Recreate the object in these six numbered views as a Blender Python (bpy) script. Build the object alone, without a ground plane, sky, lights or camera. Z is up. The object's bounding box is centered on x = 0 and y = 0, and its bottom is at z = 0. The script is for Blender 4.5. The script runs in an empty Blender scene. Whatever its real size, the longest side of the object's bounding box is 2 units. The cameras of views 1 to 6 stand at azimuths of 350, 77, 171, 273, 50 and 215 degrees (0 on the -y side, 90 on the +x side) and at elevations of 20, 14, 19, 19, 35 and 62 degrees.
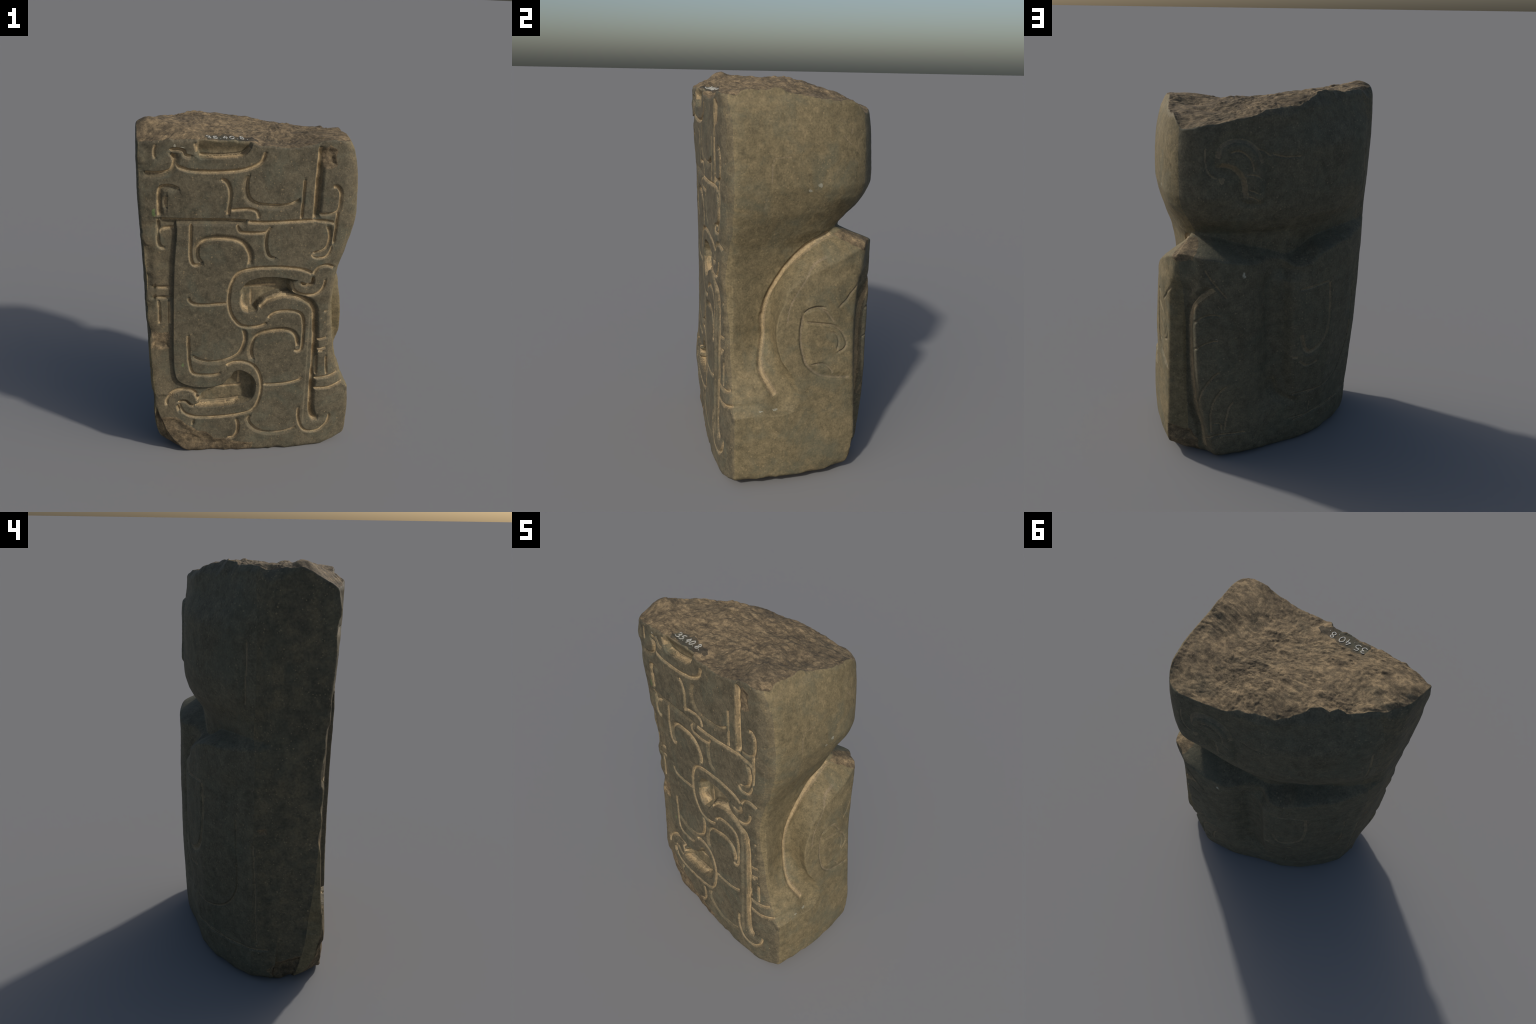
# A broken stone carving: a slab-shaped block with an interlaced, incised relief on its
# front face, a bulging upper mass undercut at the sides and back, a lower mass with a
# leaf-shaped side plate, a rough fractured top, and an inventory number painted on it.
import math
import numpy as np
import bpy

TAU = 2 * math.pi

# ------------------------------------------------------------------ numpy helpers

def smoothstep(a, b, x):
    t = np.clip((x - a) / (b - a), 0.0, 1.0)
    return t * t * (3 - 2 * t)


def smax(a, b, k):
    h = np.clip(0.5 + 0.5 * (a - b) / k, 0, 1)
    return b + (a - b) * h + k * h * (1 - h)


def smin(a, b, k):
    return -smax(-a, -b, k)


def _hash(ix, iy, iz, seed):
    h = (ix.astype(np.int64) * 374761393 + iy.astype(np.int64) * 668265263
         + iz.astype(np.int64) * 2147483647 + seed * 144665)
    h = (h ^ (h >> 13)) * 1274126177
    h = h & 0xFFFFFFFF
    h = h ^ (h >> 16)
    return (h & 0xFFFF).astype(np.float32) / 32767.5 - 1.0


def noise3(x, y, z, seed=0):
    """Value noise in -1..1 on a unit lattice."""
    x0, y0, z0 = np.floor(x), np.floor(y), np.floor(z)
    fx, fy, fz = (x - x0), (y - y0), (z - z0)
    ix, iy, iz = x0.astype(np.int64), y0.astype(np.int64), z0.astype(np.int64)
    u, v, w = (t * t * t * (t * (t * 6 - 15) + 10) for t in (fx, fy, fz))
    out = 0
    for dx, wx in ((0, 1 - u), (1, u)):
        for dy, wy in ((0, 1 - v), (1, v)):
            for dz, wz in ((0, 1 - w), (1, w)):
                out = out + wx * wy * wz * _hash(ix + dx, iy + dy, iz + dz, seed)
    return out


def fbm(x, y, z, octaves=3, seed=0, gain=0.5):
    out, amp, f = 0, 1.0, 1.0
    for o in range(octaves):
        out = out + amp * noise3(x * f + 17.3 * o, y * f + 5.1 * o, z * f + 9.7 * o, seed + o)
        amp *= gain
        f *= 2.03
    return out


def catmull(points, per=8):
    p = np.array(points, float)
    if len(p) < 3:
        t = np.linspace(0, 1, per + 1)[:, None]
        return p[0] + (p[-1] - p[0]) * t
    q = np.vstack([2 * p[0] - p[1], p, 2 * p[-1] - p[-2]])
    out = []
    for i in range(1, len(q) - 2):
        t = np.linspace(0, 1, per, endpoint=False)[:, None]
        a, b, c, d = q[i - 1], q[i], q[i + 1], q[i + 2]
        out.append(0.5 * (2 * b + (c - a) * t + (2 * a - 5 * b + 4 * c - d) * t ** 2
                          + (3 * b - a - 3 * c + d) * t ** 3))
    return np.vstack(out + [p[-1:]])


def polyline_distance(pts, line):
    """Distance, sign (+ left of travel) and arc position (metres) of points to a polyline."""
    best = np.full(len(pts), 1e9)
    sign = np.ones(len(pts))
    arc = np.zeros(len(pts))
    run = 0.0
    for a, b in zip(line[:-1], line[1:]):
        d = b - a
        L = math.hypot(*d)
        if L < 1e-7:
            continue
        r = pts - a
        t = np.clip((r @ d) / (L * L), 0, 1)
        e = r - t[:, None] * d
        dist = np.hypot(e[:, 0], e[:, 1])
        m = dist < best - 1e-9
        best[m] = dist[m]
        sign[m] = np.where(d[0] * r[m, 1] - d[1] * r[m, 0] >= 0, 1.0, -1.0)
        arc[m] = run + t[m] * L
        run += L
    return best, sign, arc, run


def inside_polygon(pts, poly):
    x, y = pts[:, 0], pts[:, 1]
    c = np.zeros(len(pts), bool)
    for a, b in zip(poly, np.roll(poly, -1, 0)):
        if a[1] == b[1]:
            continue
        c ^= ((a[1] > y) != (b[1] > y)) & (x < (b[0] - a[0]) * (y - a[1]) / (b[1] - a[1]) + a[0])
    return c


def polygon_depth(pts, poly):
    """Signed distance to a closed outline, positive inside."""
    closed = np.vstack([poly, poly[:1]])
    d = polyline_distance(pts, closed)[0]
    return np.where(inside_polygon(pts, poly), d, -d)


# ------------------------------------------------------------------ the fan of columns
# Every vertical column of the skin runs out along a fixed horizontal ray; the rays leave a
# small core line and meet a squarish reference outline, so faces are met nearly head-on.
FAN_A, FAN_B, FAN_N = 0.60, 0.40, 4.0
CORE_X, CORE_Y = 0.55, 0.10


def fan_coordinates(px, py):
    lo, hi = np.full(px.shape, 0.02), np.full(px.shape, 2.5)
    for _ in range(40):
        m = 0.5 * (lo + hi)
        f = (np.abs(px / ((CORE_X + m * (1 - CORE_X)) * FAN_A)) ** FAN_N
             + np.abs(py / ((CORE_Y + m * (1 - CORE_Y)) * FAN_B)) ** FAN_N)
        out = f > 1
        lo = np.where(out, m, lo)
        hi = np.where(out, hi, m)
    m = 0.5 * (lo + hi)
    tx = px / (CORE_X + m * (1 - CORE_X)) / FAN_A
    ty = py / (CORE_Y + m * (1 - CORE_Y)) / FAN_B
    return np.arctan2(ty, tx), m


def reference_point(phi):
    c, s = np.cos(phi), np.sin(phi)
    r = (np.abs(c) ** FAN_N + np.abs(s) ** FAN_N) ** (-1 / FAN_N)
    return FAN_A * r * c, FAN_B * r * s


PHI_START = math.atan2(-0.80, -1.0)         # on the left face, just behind the front-left corner
_phi = PHI_START + np.linspace(0, TAU, 20001)
_rx, _ry = reference_point(_phi)
_arc = np.concatenate([[0], np.cumsum(np.hypot(np.diff(_rx), np.diff(_ry)))])
GIRTH = _arc[-1]


def girth_of(phi):
    return np.interp((phi - PHI_START) % TAU, _phi - PHI_START, _arc)


def girth_at(x, y):
    return girth_of(fan_coordinates(np.array([float(x)]), np.array([float(y)]))[0])[0]


# ------------------------------------------------------------------ cross-sections
# Rails, anticlockwise seen from above: front-left corner, along the front, front-right
# corner, right side, back-right corner, along the back, left side.
UPPER_SECTIONS = {
    2.05: [(-0.642, -0.380), (-0.450, -0.394), (0.000, -0.400), (0.350, -0.396), (0.460, -0.389), (0.505, -0.358), (0.493, -0.100), (0.492, 0.100), (0.480, 0.225), (0.440, 0.325), (0.360, 0.340), (0.110, 0.330), (-0.060, 0.290), (-0.175, 0.246), (-0.290, 0.140), (-0.465, 0.012), (-0.628, -0.120)],
    1.94: [(-0.642, -0.382), (-0.450, -0.395), (0.000, -0.401), (0.350, -0.396), (0.465, -0.392), (0.510, -0.363), (0.496, -0.100), (0.495, 0.090), (0.482, 0.225), (0.442, 0.327), (0.360, 0.345), (0.110, 0.336), (-0.060, 0.296), (-0.175, 0.252), (-0.300, 0.152), (-0.475, 0.020), (-0.631, -0.120)],
    1.85: [(-0.641, -0.382), (-0.450, -0.395), (0.000, -0.402), (0.350, -0.397), (0.475, -0.393), (0.545, -0.363), (0.532, -0.100), (0.520, 0.100), (0.493, 0.225), (0.450, 0.322), (0.360, 0.361), (0.110, 0.338), (-0.060, 0.302), (-0.180, 0.260), (-0.320, 0.168), (-0.505, 0.030), (-0.635, -0.120)],
    1.70: [(-0.640, -0.376), (-0.450, -0.393), (0.000, -0.402), (0.350, -0.397), (0.480, -0.392), (0.578, -0.353), (0.568, -0.110), (0.545, 0.080), (0.522, 0.209), (0.473, 0.317), (0.355, 0.392), (0.110, 0.345), (-0.060, 0.334), (-0.193, 0.294), (-0.352, 0.208), (-0.535, 0.058), (-0.632, -0.120)],
    1.50: [(-0.631, -0.361), (-0.450, -0.380), (0.000, -0.400), (0.350, -0.396), (0.480, -0.391), (0.590, -0.348), (0.574, -0.100), (0.552, 0.080), (0.532, 0.209), (0.482, 0.315), (0.348, 0.402), (0.110, 0.351), (-0.060, 0.336), (-0.193, 0.294), (-0.350, 0.205), (-0.536, 0.058), (-0.621, -0.120)],
    1.44: [(-0.628, -0.358), (-0.450, -0.378), (0.000, -0.400), (0.350, -0.396), (0.480, -0.390), (0.584, -0.348), (0.562, -0.100), (0.540, 0.080), (0.520, 0.204), (0.470, 0.306), (0.343, 0.376), (0.110, 0.351), (-0.060, 0.332), (-0.192, 0.288), (-0.347, 0.197), (-0.533, 0.050), (-0.617, -0.120)],
    1.37: [(-0.623, -0.357), (-0.450, -0.380), (0.000, -0.399), (0.350, -0.396), (0.475, -0.389), (0.570, -0.344), (0.543, -0.100), (0.520, 0.080), (0.481, 0.181), (0.434, 0.266), (0.335, 0.334), (0.120, 0.338), (-0.060, 0.314), (-0.187, 0.268), (-0.341, 0.180), (-0.516, 0.028), (-0.612, -0.120)],
    1.32: [(-0.619, -0.355), (-0.450, -0.378), (0.000, -0.398), (0.350, -0.395), (0.473, -0.388), (0.554, -0.341), (0.522, -0.100), (0.498, 0.060), (0.462, 0.156), (0.417, 0.226), (0.322, 0.280), (0.120, 0.308), (-0.060, 0.288), (-0.184, 0.236), (-0.326, 0.148), (-0.496, 0.014), (-0.609, -0.120)],
    1.27: [(-0.616, -0.353), (-0.450, -0.377), (0.000, -0.397), (0.350, -0.395), (0.470, -0.387), (0.541, -0.338), (0.500, -0.100), (0.476, 0.050), (0.446, 0.135), (0.405, 0.196), (0.300, 0.250), (0.120, 0.272), (-0.060, 0.250), (-0.183, 0.200), (-0.317, 0.124), (-0.488, 0.008), (-0.606, -0.120)],
    1.17: [(-0.610, -0.350), (-0.450, -0.374), (0.000, -0.395), (0.350, -0.394), (0.460, -0.386), (0.506, -0.336), (0.466, -0.100), (0.438, 0.000), (0.418, 0.100), (0.385, 0.190), (0.290, 0.250), (0.130, 0.256), (-0.080, 0.224), (-0.190, 0.154), (-0.312, 0.098), (-0.482, -0.004), (-0.600, -0.120)],
    1.00: [(-0.602, -0.347), (-0.450, -0.370), (0.000, -0.392), (0.350, -0.393), (0.460, -0.384), (0.486, -0.336), (0.448, -0.140), (0.432, -0.020), (0.420, 0.080), (0.390, 0.160), (0.290, 0.240), (0.120, 0.240), (-0.080, 0.210), (-0.190, 0.145), (-0.310, 0.090), (-0.500, -0.020), (-0.593, -0.120)],
    0.76: [(-0.590, -0.353), (-0.450, -0.370), (0.000, -0.392), (0.350, -0.393), (0.460, -0.384), (0.512, -0.343), (0.450, -0.185), (0.455, -0.050), (0.440, 0.060), (0.410, 0.150), (0.300, 0.240), (0.120, 0.240), (-0.080, 0.210), (-0.190, 0.145), (-0.310, 0.090), (-0.490, -0.020), (-0.580, -0.120)],
    0.58: [(-0.578, -0.358), (-0.450, -0.372), (0.000, -0.394), (0.350, -0.396), (0.465, -0.385), (0.536, -0.350), (0.548, -0.195), (0.500, -0.050), (0.475, 0.060), (0.440, 0.150), (0.320, 0.240), (0.120, 0.240), (-0.080, 0.210), (-0.190, 0.145), (-0.300, 0.090), (-0.480, -0.020), (-0.567, -0.120)],
    0.45: [(-0.567, -0.363), (-0.450, -0.374), (0.000, -0.396), (0.350, -0.399), (0.470, -0.388), (0.582, -0.355), (0.604, -0.190), (0.545, -0.050), (0.500, 0.060), (0.450, 0.160), (0.320, 0.250), (0.120, 0.250), (-0.080, 0.210), (-0.190, 0.145), (-0.300, 0.090), (-0.470, -0.020), (-0.555, -0.120)],
    0.25: [(-0.551, -0.373), (-0.450, -0.384), (0.000, -0.397), (0.350, -0.400), (0.480, -0.392), (0.627, -0.360), (0.618, -0.190), (0.550, -0.050), (0.500, 0.060), (0.450, 0.160), (0.320, 0.250), (0.120, 0.250), (-0.080, 0.210), (-0.190, 0.145), (-0.300, 0.090), (-0.450, -0.020), (-0.537, -0.120)],
    0.00: [(-0.505, -0.350), (-0.430, -0.378), (0.000, -0.398), (0.350, -0.398), (0.470, -0.380), (0.590, -0.335), (0.550, -0.190), (0.500, -0.050), (0.460, 0.060), (0.420, 0.140), (0.300, 0.220), (0.110, 0.220), (-0.080, 0.190), (-0.180, 0.130), (-0.280, 0.080), (-0.420, -0.020), (-0.490, -0.120)],
}
LOWER_SECTIONS = {
    1.40: [(-0.620, -0.352), (-0.450, -0.378), (0.000, -0.401), (0.350, -0.396), (0.470, -0.385), (0.591, -0.340), (0.585, -0.100), (0.563, 0.080), (0.537, 0.210), (0.505, 0.338), (0.410, 0.372), (0.369, 0.404), (0.270, 0.400), (0.155, 0.390), (0.085, 0.372), (0.020, 0.300), (-0.065, 0.242), (-0.118, 0.290), (-0.195, 0.294), (-0.337, 0.230), (-0.475, 0.090), (-0.580, -0.020), (-0.612, -0.120)],
    1.18: [(-0.606, -0.349), (-0.450, -0.374), (0.000, -0.395), (0.350, -0.394), (0.470, -0.383), (0.588, -0.340), (0.582, -0.100), (0.569, 0.080), (0.547, 0.210), (0.503, 0.333), (0.414, 0.366), (0.374, 0.406), (0.270, 0.408), (0.155, 0.393), (0.085, 0.372), (0.020, 0.300), (-0.065, 0.242), (-0.118, 0.290), (-0.195, 0.294), (-0.337, 0.230), (-0.473, 0.108), (-0.565, -0.020), (-0.600, -0.120)],
    1.08: [(-0.606, -0.349), (-0.450, -0.374), (0.000, -0.395), (0.350, -0.394), (0.470, -0.383), (0.588, -0.340), (0.582, -0.100), (0.569, 0.080), (0.547, 0.210), (0.515, 0.313), (0.414, 0.366), (0.374, 0.406), (0.270, 0.408), (0.155, 0.393), (0.085, 0.372), (0.020, 0.300), (-0.065, 0.242), (-0.118, 0.290), (-0.195, 0.294), (-0.337, 0.230), (-0.481, 0.108), (-0.565, -0.020), (-0.600, -0.120)],
    1.00: [(-0.598, -0.347), (-0.450, -0.370), (0.000, -0.392), (0.350, -0.393), (0.470, -0.382), (0.593, -0.340), (0.588, -0.100), (0.584, 0.050), (0.569, 0.170), (0.532, 0.287), (0.424, 0.326), (0.402, 0.396), (0.270, 0.411), (0.155, 0.393), (0.085, 0.364), (0.021, 0.286), (-0.070, 0.284), (-0.118, 0.328), (-0.195, 0.302), (-0.340, 0.224), (-0.476, 0.097), (-0.565, -0.020), (-0.590, -0.120)],
    0.80: [(-0.588, -0.353), (-0.450, -0.370), (0.000, -0.392), (0.350, -0.393), (0.470, -0.382), (0.600, -0.342), (0.600, -0.100), (0.586, 0.050), (0.565, 0.175), (0.540, 0.273), (0.434, 0.312), (0.410, 0.392), (0.270, 0.411), (0.155, 0.393), (0.085, 0.364), (0.021, 0.286), (-0.070, 0.284), (-0.118, 0.328), (-0.195, 0.302), (-0.340, 0.224), (-0.471, 0.095), (-0.555, -0.020), (-0.580, -0.120)],
    0.60: [(-0.576, -0.358), (-0.450, -0.372), (0.000, -0.394), (0.350, -0.396), (0.470, -0.382), (0.610, -0.345), (0.617, -0.100), (0.597, 0.040), (0.574, 0.174), (0.552, 0.275), (0.434, 0.314), (0.408, 0.392), (0.270, 0.410), (0.155, 0.391), (0.085, 0.364), (0.021, 0.286), (-0.070, 0.284), (-0.118, 0.328), (-0.195, 0.302), (-0.340, 0.224), (-0.459, 0.089), (-0.545, -0.020), (-0.567, -0.120)],
    0.40: [(-0.560, -0.364), (-0.450, -0.375), (0.000, -0.396), (0.350, -0.400), (0.470, -0.385), (0.626, -0.348), (0.630, -0.120), (0.606, 0.050), (0.582, 0.185), (0.560, 0.285), (0.420, 0.322), (0.394, 0.394), (0.270, 0.405), (0.150, 0.387), (0.085, 0.358), (0.021, 0.288), (-0.072, 0.282), (-0.122, 0.310), (-0.195, 0.278), (-0.328, 0.208), (-0.440, 0.076), (-0.528, -0.020), (-0.552, -0.120)],
    0.22: [(-0.546, -0.370), (-0.450, -0.380), (0.000, -0.397), (0.350, -0.401), (0.480, -0.388), (0.636, -0.352), (0.638, -0.110), (0.614, 0.080), (0.592, 0.200), (0.568, 0.292), (0.394, 0.314), (0.370, 0.392), (0.270, 0.396), (0.140, 0.376), (0.085, 0.356), (0.015, 0.328), (-0.070, 0.303), (-0.118, 0.286), (-0.195, 0.262), (-0.322, 0.195), (-0.440, 0.078), (-0.512, -0.020), (-0.536, -0.120)],
    0.10: [(-0.536, -0.366), (-0.440, -0.380), (0.000, -0.397), (0.350, -0.400), (0.480, -0.386), (0.632, -0.348), (0.634, -0.090), (0.610, 0.090), (0.588, 0.200), (0.566, 0.286), (0.386, 0.325), (0.339, 0.393), (0.270, 0.386), (0.130, 0.368), (0.080, 0.348), (0.015, 0.323), (-0.070, 0.294), (-0.118, 0.278), (-0.193, 0.255), (-0.316, 0.186), (-0.435, 0.070), (-0.505, -0.020), (-0.527, -0.120)],
    0.04: [(-0.524, -0.360), (-0.430, -0.381), (0.000, -0.403), (0.350, -0.400), (0.480, -0.385), (0.624, -0.344), (0.626, -0.080), (0.598, 0.090), (0.575, 0.180), (0.550, 0.266), (0.372, 0.312), (0.324, 0.383), (0.270, 0.377), (0.125, 0.360), (0.075, 0.340), (0.010, 0.314), (-0.070, 0.284), (-0.118, 0.268), (-0.192, 0.246), (-0.312, 0.177), (-0.430, 0.058), (-0.495, -0.030), (-0.517, -0.120)],
    -.02: [(-0.496, -0.337), (-0.420, -0.370), (0.000, -0.396), (0.350, -0.397), (0.466, -0.364), (0.602, -0.322), (0.599, -0.080), (0.580, 0.075), (0.562, 0.165), (0.537, 0.235), (0.355, 0.270), (0.304, 0.333), (0.270, 0.325), (0.115, 0.312), (0.070, 0.296), (0.000, 0.270), (-0.070, 0.250), (-0.115, 0.238), (-0.180, 0.220), (-0.295, 0.155), (-0.405, 0.035), (-0.455, -0.040), (-0.470, -0.120)],
}


def section_table(sections):
    zs = np.array(sorted(sections))
    return zs, np.array([sections[z] for z in zs], float)


def hermite_rows(zs, tab, z):
    """Monotone-limited cubic interpolation of the rails over height."""
    d = np.diff(zs)[:, None, None]
    s = np.diff(tab, axis=0) / d
    m = np.zeros_like(tab)
    m[1:-1] = np.where(s[:-1] * s[1:] > 0, 2 * s[:-1] * s[1:] / (s[:-1] + s[1:] + 1e-12), 0)
    m[0], m[-1] = s[0], s[-1]
    i = np.clip(np.searchsorted(zs, z) - 1, 0, len(zs) - 2)
    h = (zs[i + 1] - zs[i])[:, None, None]
    t = np.clip((z - zs[i]) / (zs[i + 1] - zs[i]), 0, 1)[:, None, None]
    return ((1 + 2 * t) * (1 - t) ** 2 * tab[i] + t * (1 - t) ** 2 * h * m[i]
            + t * t * (3 - 2 * t) * tab[i + 1] + t * t * (t - 1) * h * m[i + 1])


def outline_of(rails, n=720, sharp=0.020, soft=0.020):
    """Closed outline through the rails; corners are rounded by smoothing along the girth,
    softly except near the crisp front-left edge where the outline starts."""
    p = np.vstack([rails, rails[:1]])
    L = np.concatenate([[0], np.cumsum(np.hypot(*np.diff(p, axis=0).T))])
    t = np.linspace(0, L[-1], n, endpoint=False)
    q = np.interp(t, L, p[:, 0]) + 1j * np.interp(t, L, p[:, 1])
    f = np.fft.fft(q)
    k = 2 * (math.pi * np.fft.fftfreq(n) * n / L[-1]) ** 2
    a, b = np.fft.ifft(f * np.exp(-k * sharp ** 2)), np.fft.ifft(f * np.exp(-k * soft ** 2))
    w = smoothstep(.12, .30, np.minimum(t, L[-1] - t))
    q = a * (1 - w) + b * w
    return np.real(q), np.imag(q)


def reach_table(sections, z_rows, phi_cols, sharp, soft):
    zs, tab = section_table(sections)
    rails = hermite_rows(zs, tab, z_rows)
    out = np.empty((len(z_rows), len(phi_cols)))
    target = (phi_cols - PHI_START) % TAU
    for k in range(len(z_rows)):
        ox, oy = outline_of(rails[k], sharp=sharp, soft=soft[k])
        ph, rho = fan_coordinates(ox, oy)
        a = (ph - PHI_START) % TAU
        o = np.argsort(a)
        out[k] = np.interp(target, a[o], rho[o], period=TAU)
    return out


# The crease where the lower mass meets the upper one: over the front-right border, down and
# up the arc of the side plate, along the shelf at the back, dying out on the left side.
CREASE = [(.300, -.398, .250), (.440, -.388, .340), (.560, -.360, .425), (.622, -.250, .445), (.618, -.180, .450), (.600, -.140, .462), (.574, -.171, .521), (.520, -.184, .590), (.485, -.187, .686),
          (.471, -.185, .761), (.458, -.170, .856), (.444, -.130, .967), (.441, -.083, 1.062), (.434, -.025, 1.130),
          (.431, .042, 1.185), (.436, .108, 1.222), (.425, .165, 1.246), (.402, .212, 1.268), (.300, .262, 1.255), (.143, .262, 1.211), (.013, .242, 1.175),
          (-.095, .212, 1.138), (-.175, .160, 1.162), (-.268, .125, 1.214), (-.424, .032, 1.240), (-.558, -.057, 1.245), (-.600, -.200, 1.237)]


def arc_points(c):
    """Which crease points belong to the arc of the side plate."""
    return (c[:, 0] > .40) & (c[:, 1] > -.19) & (c[:, 2] > .50) & (c[:, 2] < 1.262)


def crease_line(z_rows, s_cols, side_x, side_y):
    """The crease in (girth, height); its arc is laid on the hollow of the upper body."""
    c = np.array(CREASE)
    s = girth_of(fan_coordinates(c[:, 0], c[:, 1])[0])
    s = np.where(s < 0.2, s + GIRTH, s)
    k = np.where(arc_points(c))[0]
    for i in k:
        row = np.abs(z_rows - c[i, 2]).argmin()
        m = (side_x[row] > .30) & (side_y[row] > -.30) & (side_y[row] < .30)
        o = np.argsort(side_y[row][m])
        s[i] = np.interp(c[i, 1], side_y[row][m][o], s_cols[m][o])
    s[k] = np.polyval(np.polyfit(c[k, 2], s[k], 4), c[k, 2])
    return catmull(np.stack([s, c[:, 2]], 1), 5), np.stack([s[k[0] - 1:k[-1] + 1], c[k[0] - 1:k[-1] + 1, 2]], 1)


def core_and_reach(phi):
    tx, ty = reference_point(phi)
    return (CORE_X * tx, CORE_Y * ty), ((1 - CORE_X) * tx, (1 - CORE_Y) * ty)


def column_layout(front_step, side_step):
    """Angles of the columns: fine across the carved front, coarser elsewhere."""
    s = np.linspace(0, GIRTH, 40001)
    x, y = np.interp(s, _arc, _rx), np.interp(s, _arc, _ry)
    front = smoothstep(-.20, -.28, y)
    density = front / front_step + (1 - front) / side_step
    w = np.concatenate([[0], np.cumsum(0.5 * (density[1:] + density[:-1]) * np.diff(s))])
    n = int(w[-1])
    sc = np.interp(np.arange(n) * w[-1] / n, w, s)
    return np.interp(sc, _arc, _phi), sc


# Heights of the broken top, from its rim inwards.
TOP_HEIGHTS = [(-.630, -.385, 1.905), (-.600, -.300, 1.955), (-.576, -.250, 1.992), (-.610, -.110, 1.960), (-.50, .0, 1.972), (-.37, .06, 1.982), (-.30, .10, 1.978), (-.235, .16, 1.960), (-.175, .245, 1.935),
               (-.06, .285, 1.930), (.11, .325, 1.895), (.25, .34, 1.868), (.36, .335, 1.846), (.445, .328, 1.828), (.485, .24, 1.884), (.496, .064, 1.900), (.503, -.03, 1.915), (.507, -.135, 1.928), (.502, -.276, 1.927),
               (.50, -.36, 1.915), (.44, -.385, 1.922), (.377, -.39, 1.918), (.309, -.39, 1.896), (.206, -.392, 1.876), (.103, -.392, 1.870), (.0, -.390, 1.884), (-.05, -.388, 1.903), (-.25, -.385, 1.908), (-.36, -.392, 1.916), (-.46, -.39, 1.912), (-.53, -.39, 1.912),
               (-.26, -.335, 1.912), (-.06, -.330, 1.907), (-.45, -.28, 1.965), (-.25, -.15, 1.947), (.0, -.1, 1.936), (.2, -.1, 1.910), (.35, -.1, 1.905), (.0, .1, 1.955), (.2, .12, 1.905), (.35, .15, 1.892), (-.40, -.12, 1.972), (.1, -.27, 1.898), (.28, -.28, 1.912), (.42, -.28, 1.922)]
_tp = np.array(TOP_HEIGHTS)


def _bump(d):
    return np.sqrt(d * d + 0.02 ** 2)


_tk = _bump(np.hypot(_tp[:, None, 0] - _tp[None, :, 0], _tp[:, None, 1] - _tp[None, :, 1]))
_tw = np.linalg.solve(_tk, _tp[:, 2] - 1.92)


def top_height(x, y, rough=True):
    h = 1.92 + sum(w * _bump(np.hypot(x - px, y - py)) for w, (px, py, _) in zip(_tw, TOP_HEIGHTS))
    if rough:
        wx = x + 0.06 * noise3(x * 4, y * 4, 0 * x, 3)
        wy = y + 0.05 * noise3(x * 5, y * 5, 0 * x, 4) + 0.20 * x * x
        calm = 1 - 0.9 * smoothstep(.10, .04, np.hypot((x + .16) * .55, (y + .335) * 1.6))
        ridge = 1 - np.abs(fbm(wx * 5, wy * 13, 0 * x, 3, 21, .45))
        chip = np.abs(fbm(wx * 22, wy * 27, 0 * x, 3, 35))
        lump = fbm(wx * 11, wy * 14, 0 * x, 4, 44, .55)
        h = h + calm * (0.007 * (ridge - 0.6) + 0.004 * (chip - .3) + 0.010 * noise3(x * 5, y * 6, 0 * x, 8)
                        + 0.007 * lump + 0.0010 * fbm(x * 60, y * 80, 0 * x, 2, 50))
    return h


def bottom_height(x, y):
    h = 0.048 * smoothstep(.44, .66, x) ** 1.1 + 0.03 * smoothstep(.10, .30, y) * smoothstep(.36, .58, x)
    corner = np.clip((-x - .28) / .27, 0, 1) * np.clip((-y - .12) / .26, 0, 1)
    h = h + 0.38 * corner ** 3
    return h + 0.003 * np.abs(fbm(x * 9, y * 9, 0 * x, 3, 61))


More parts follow.
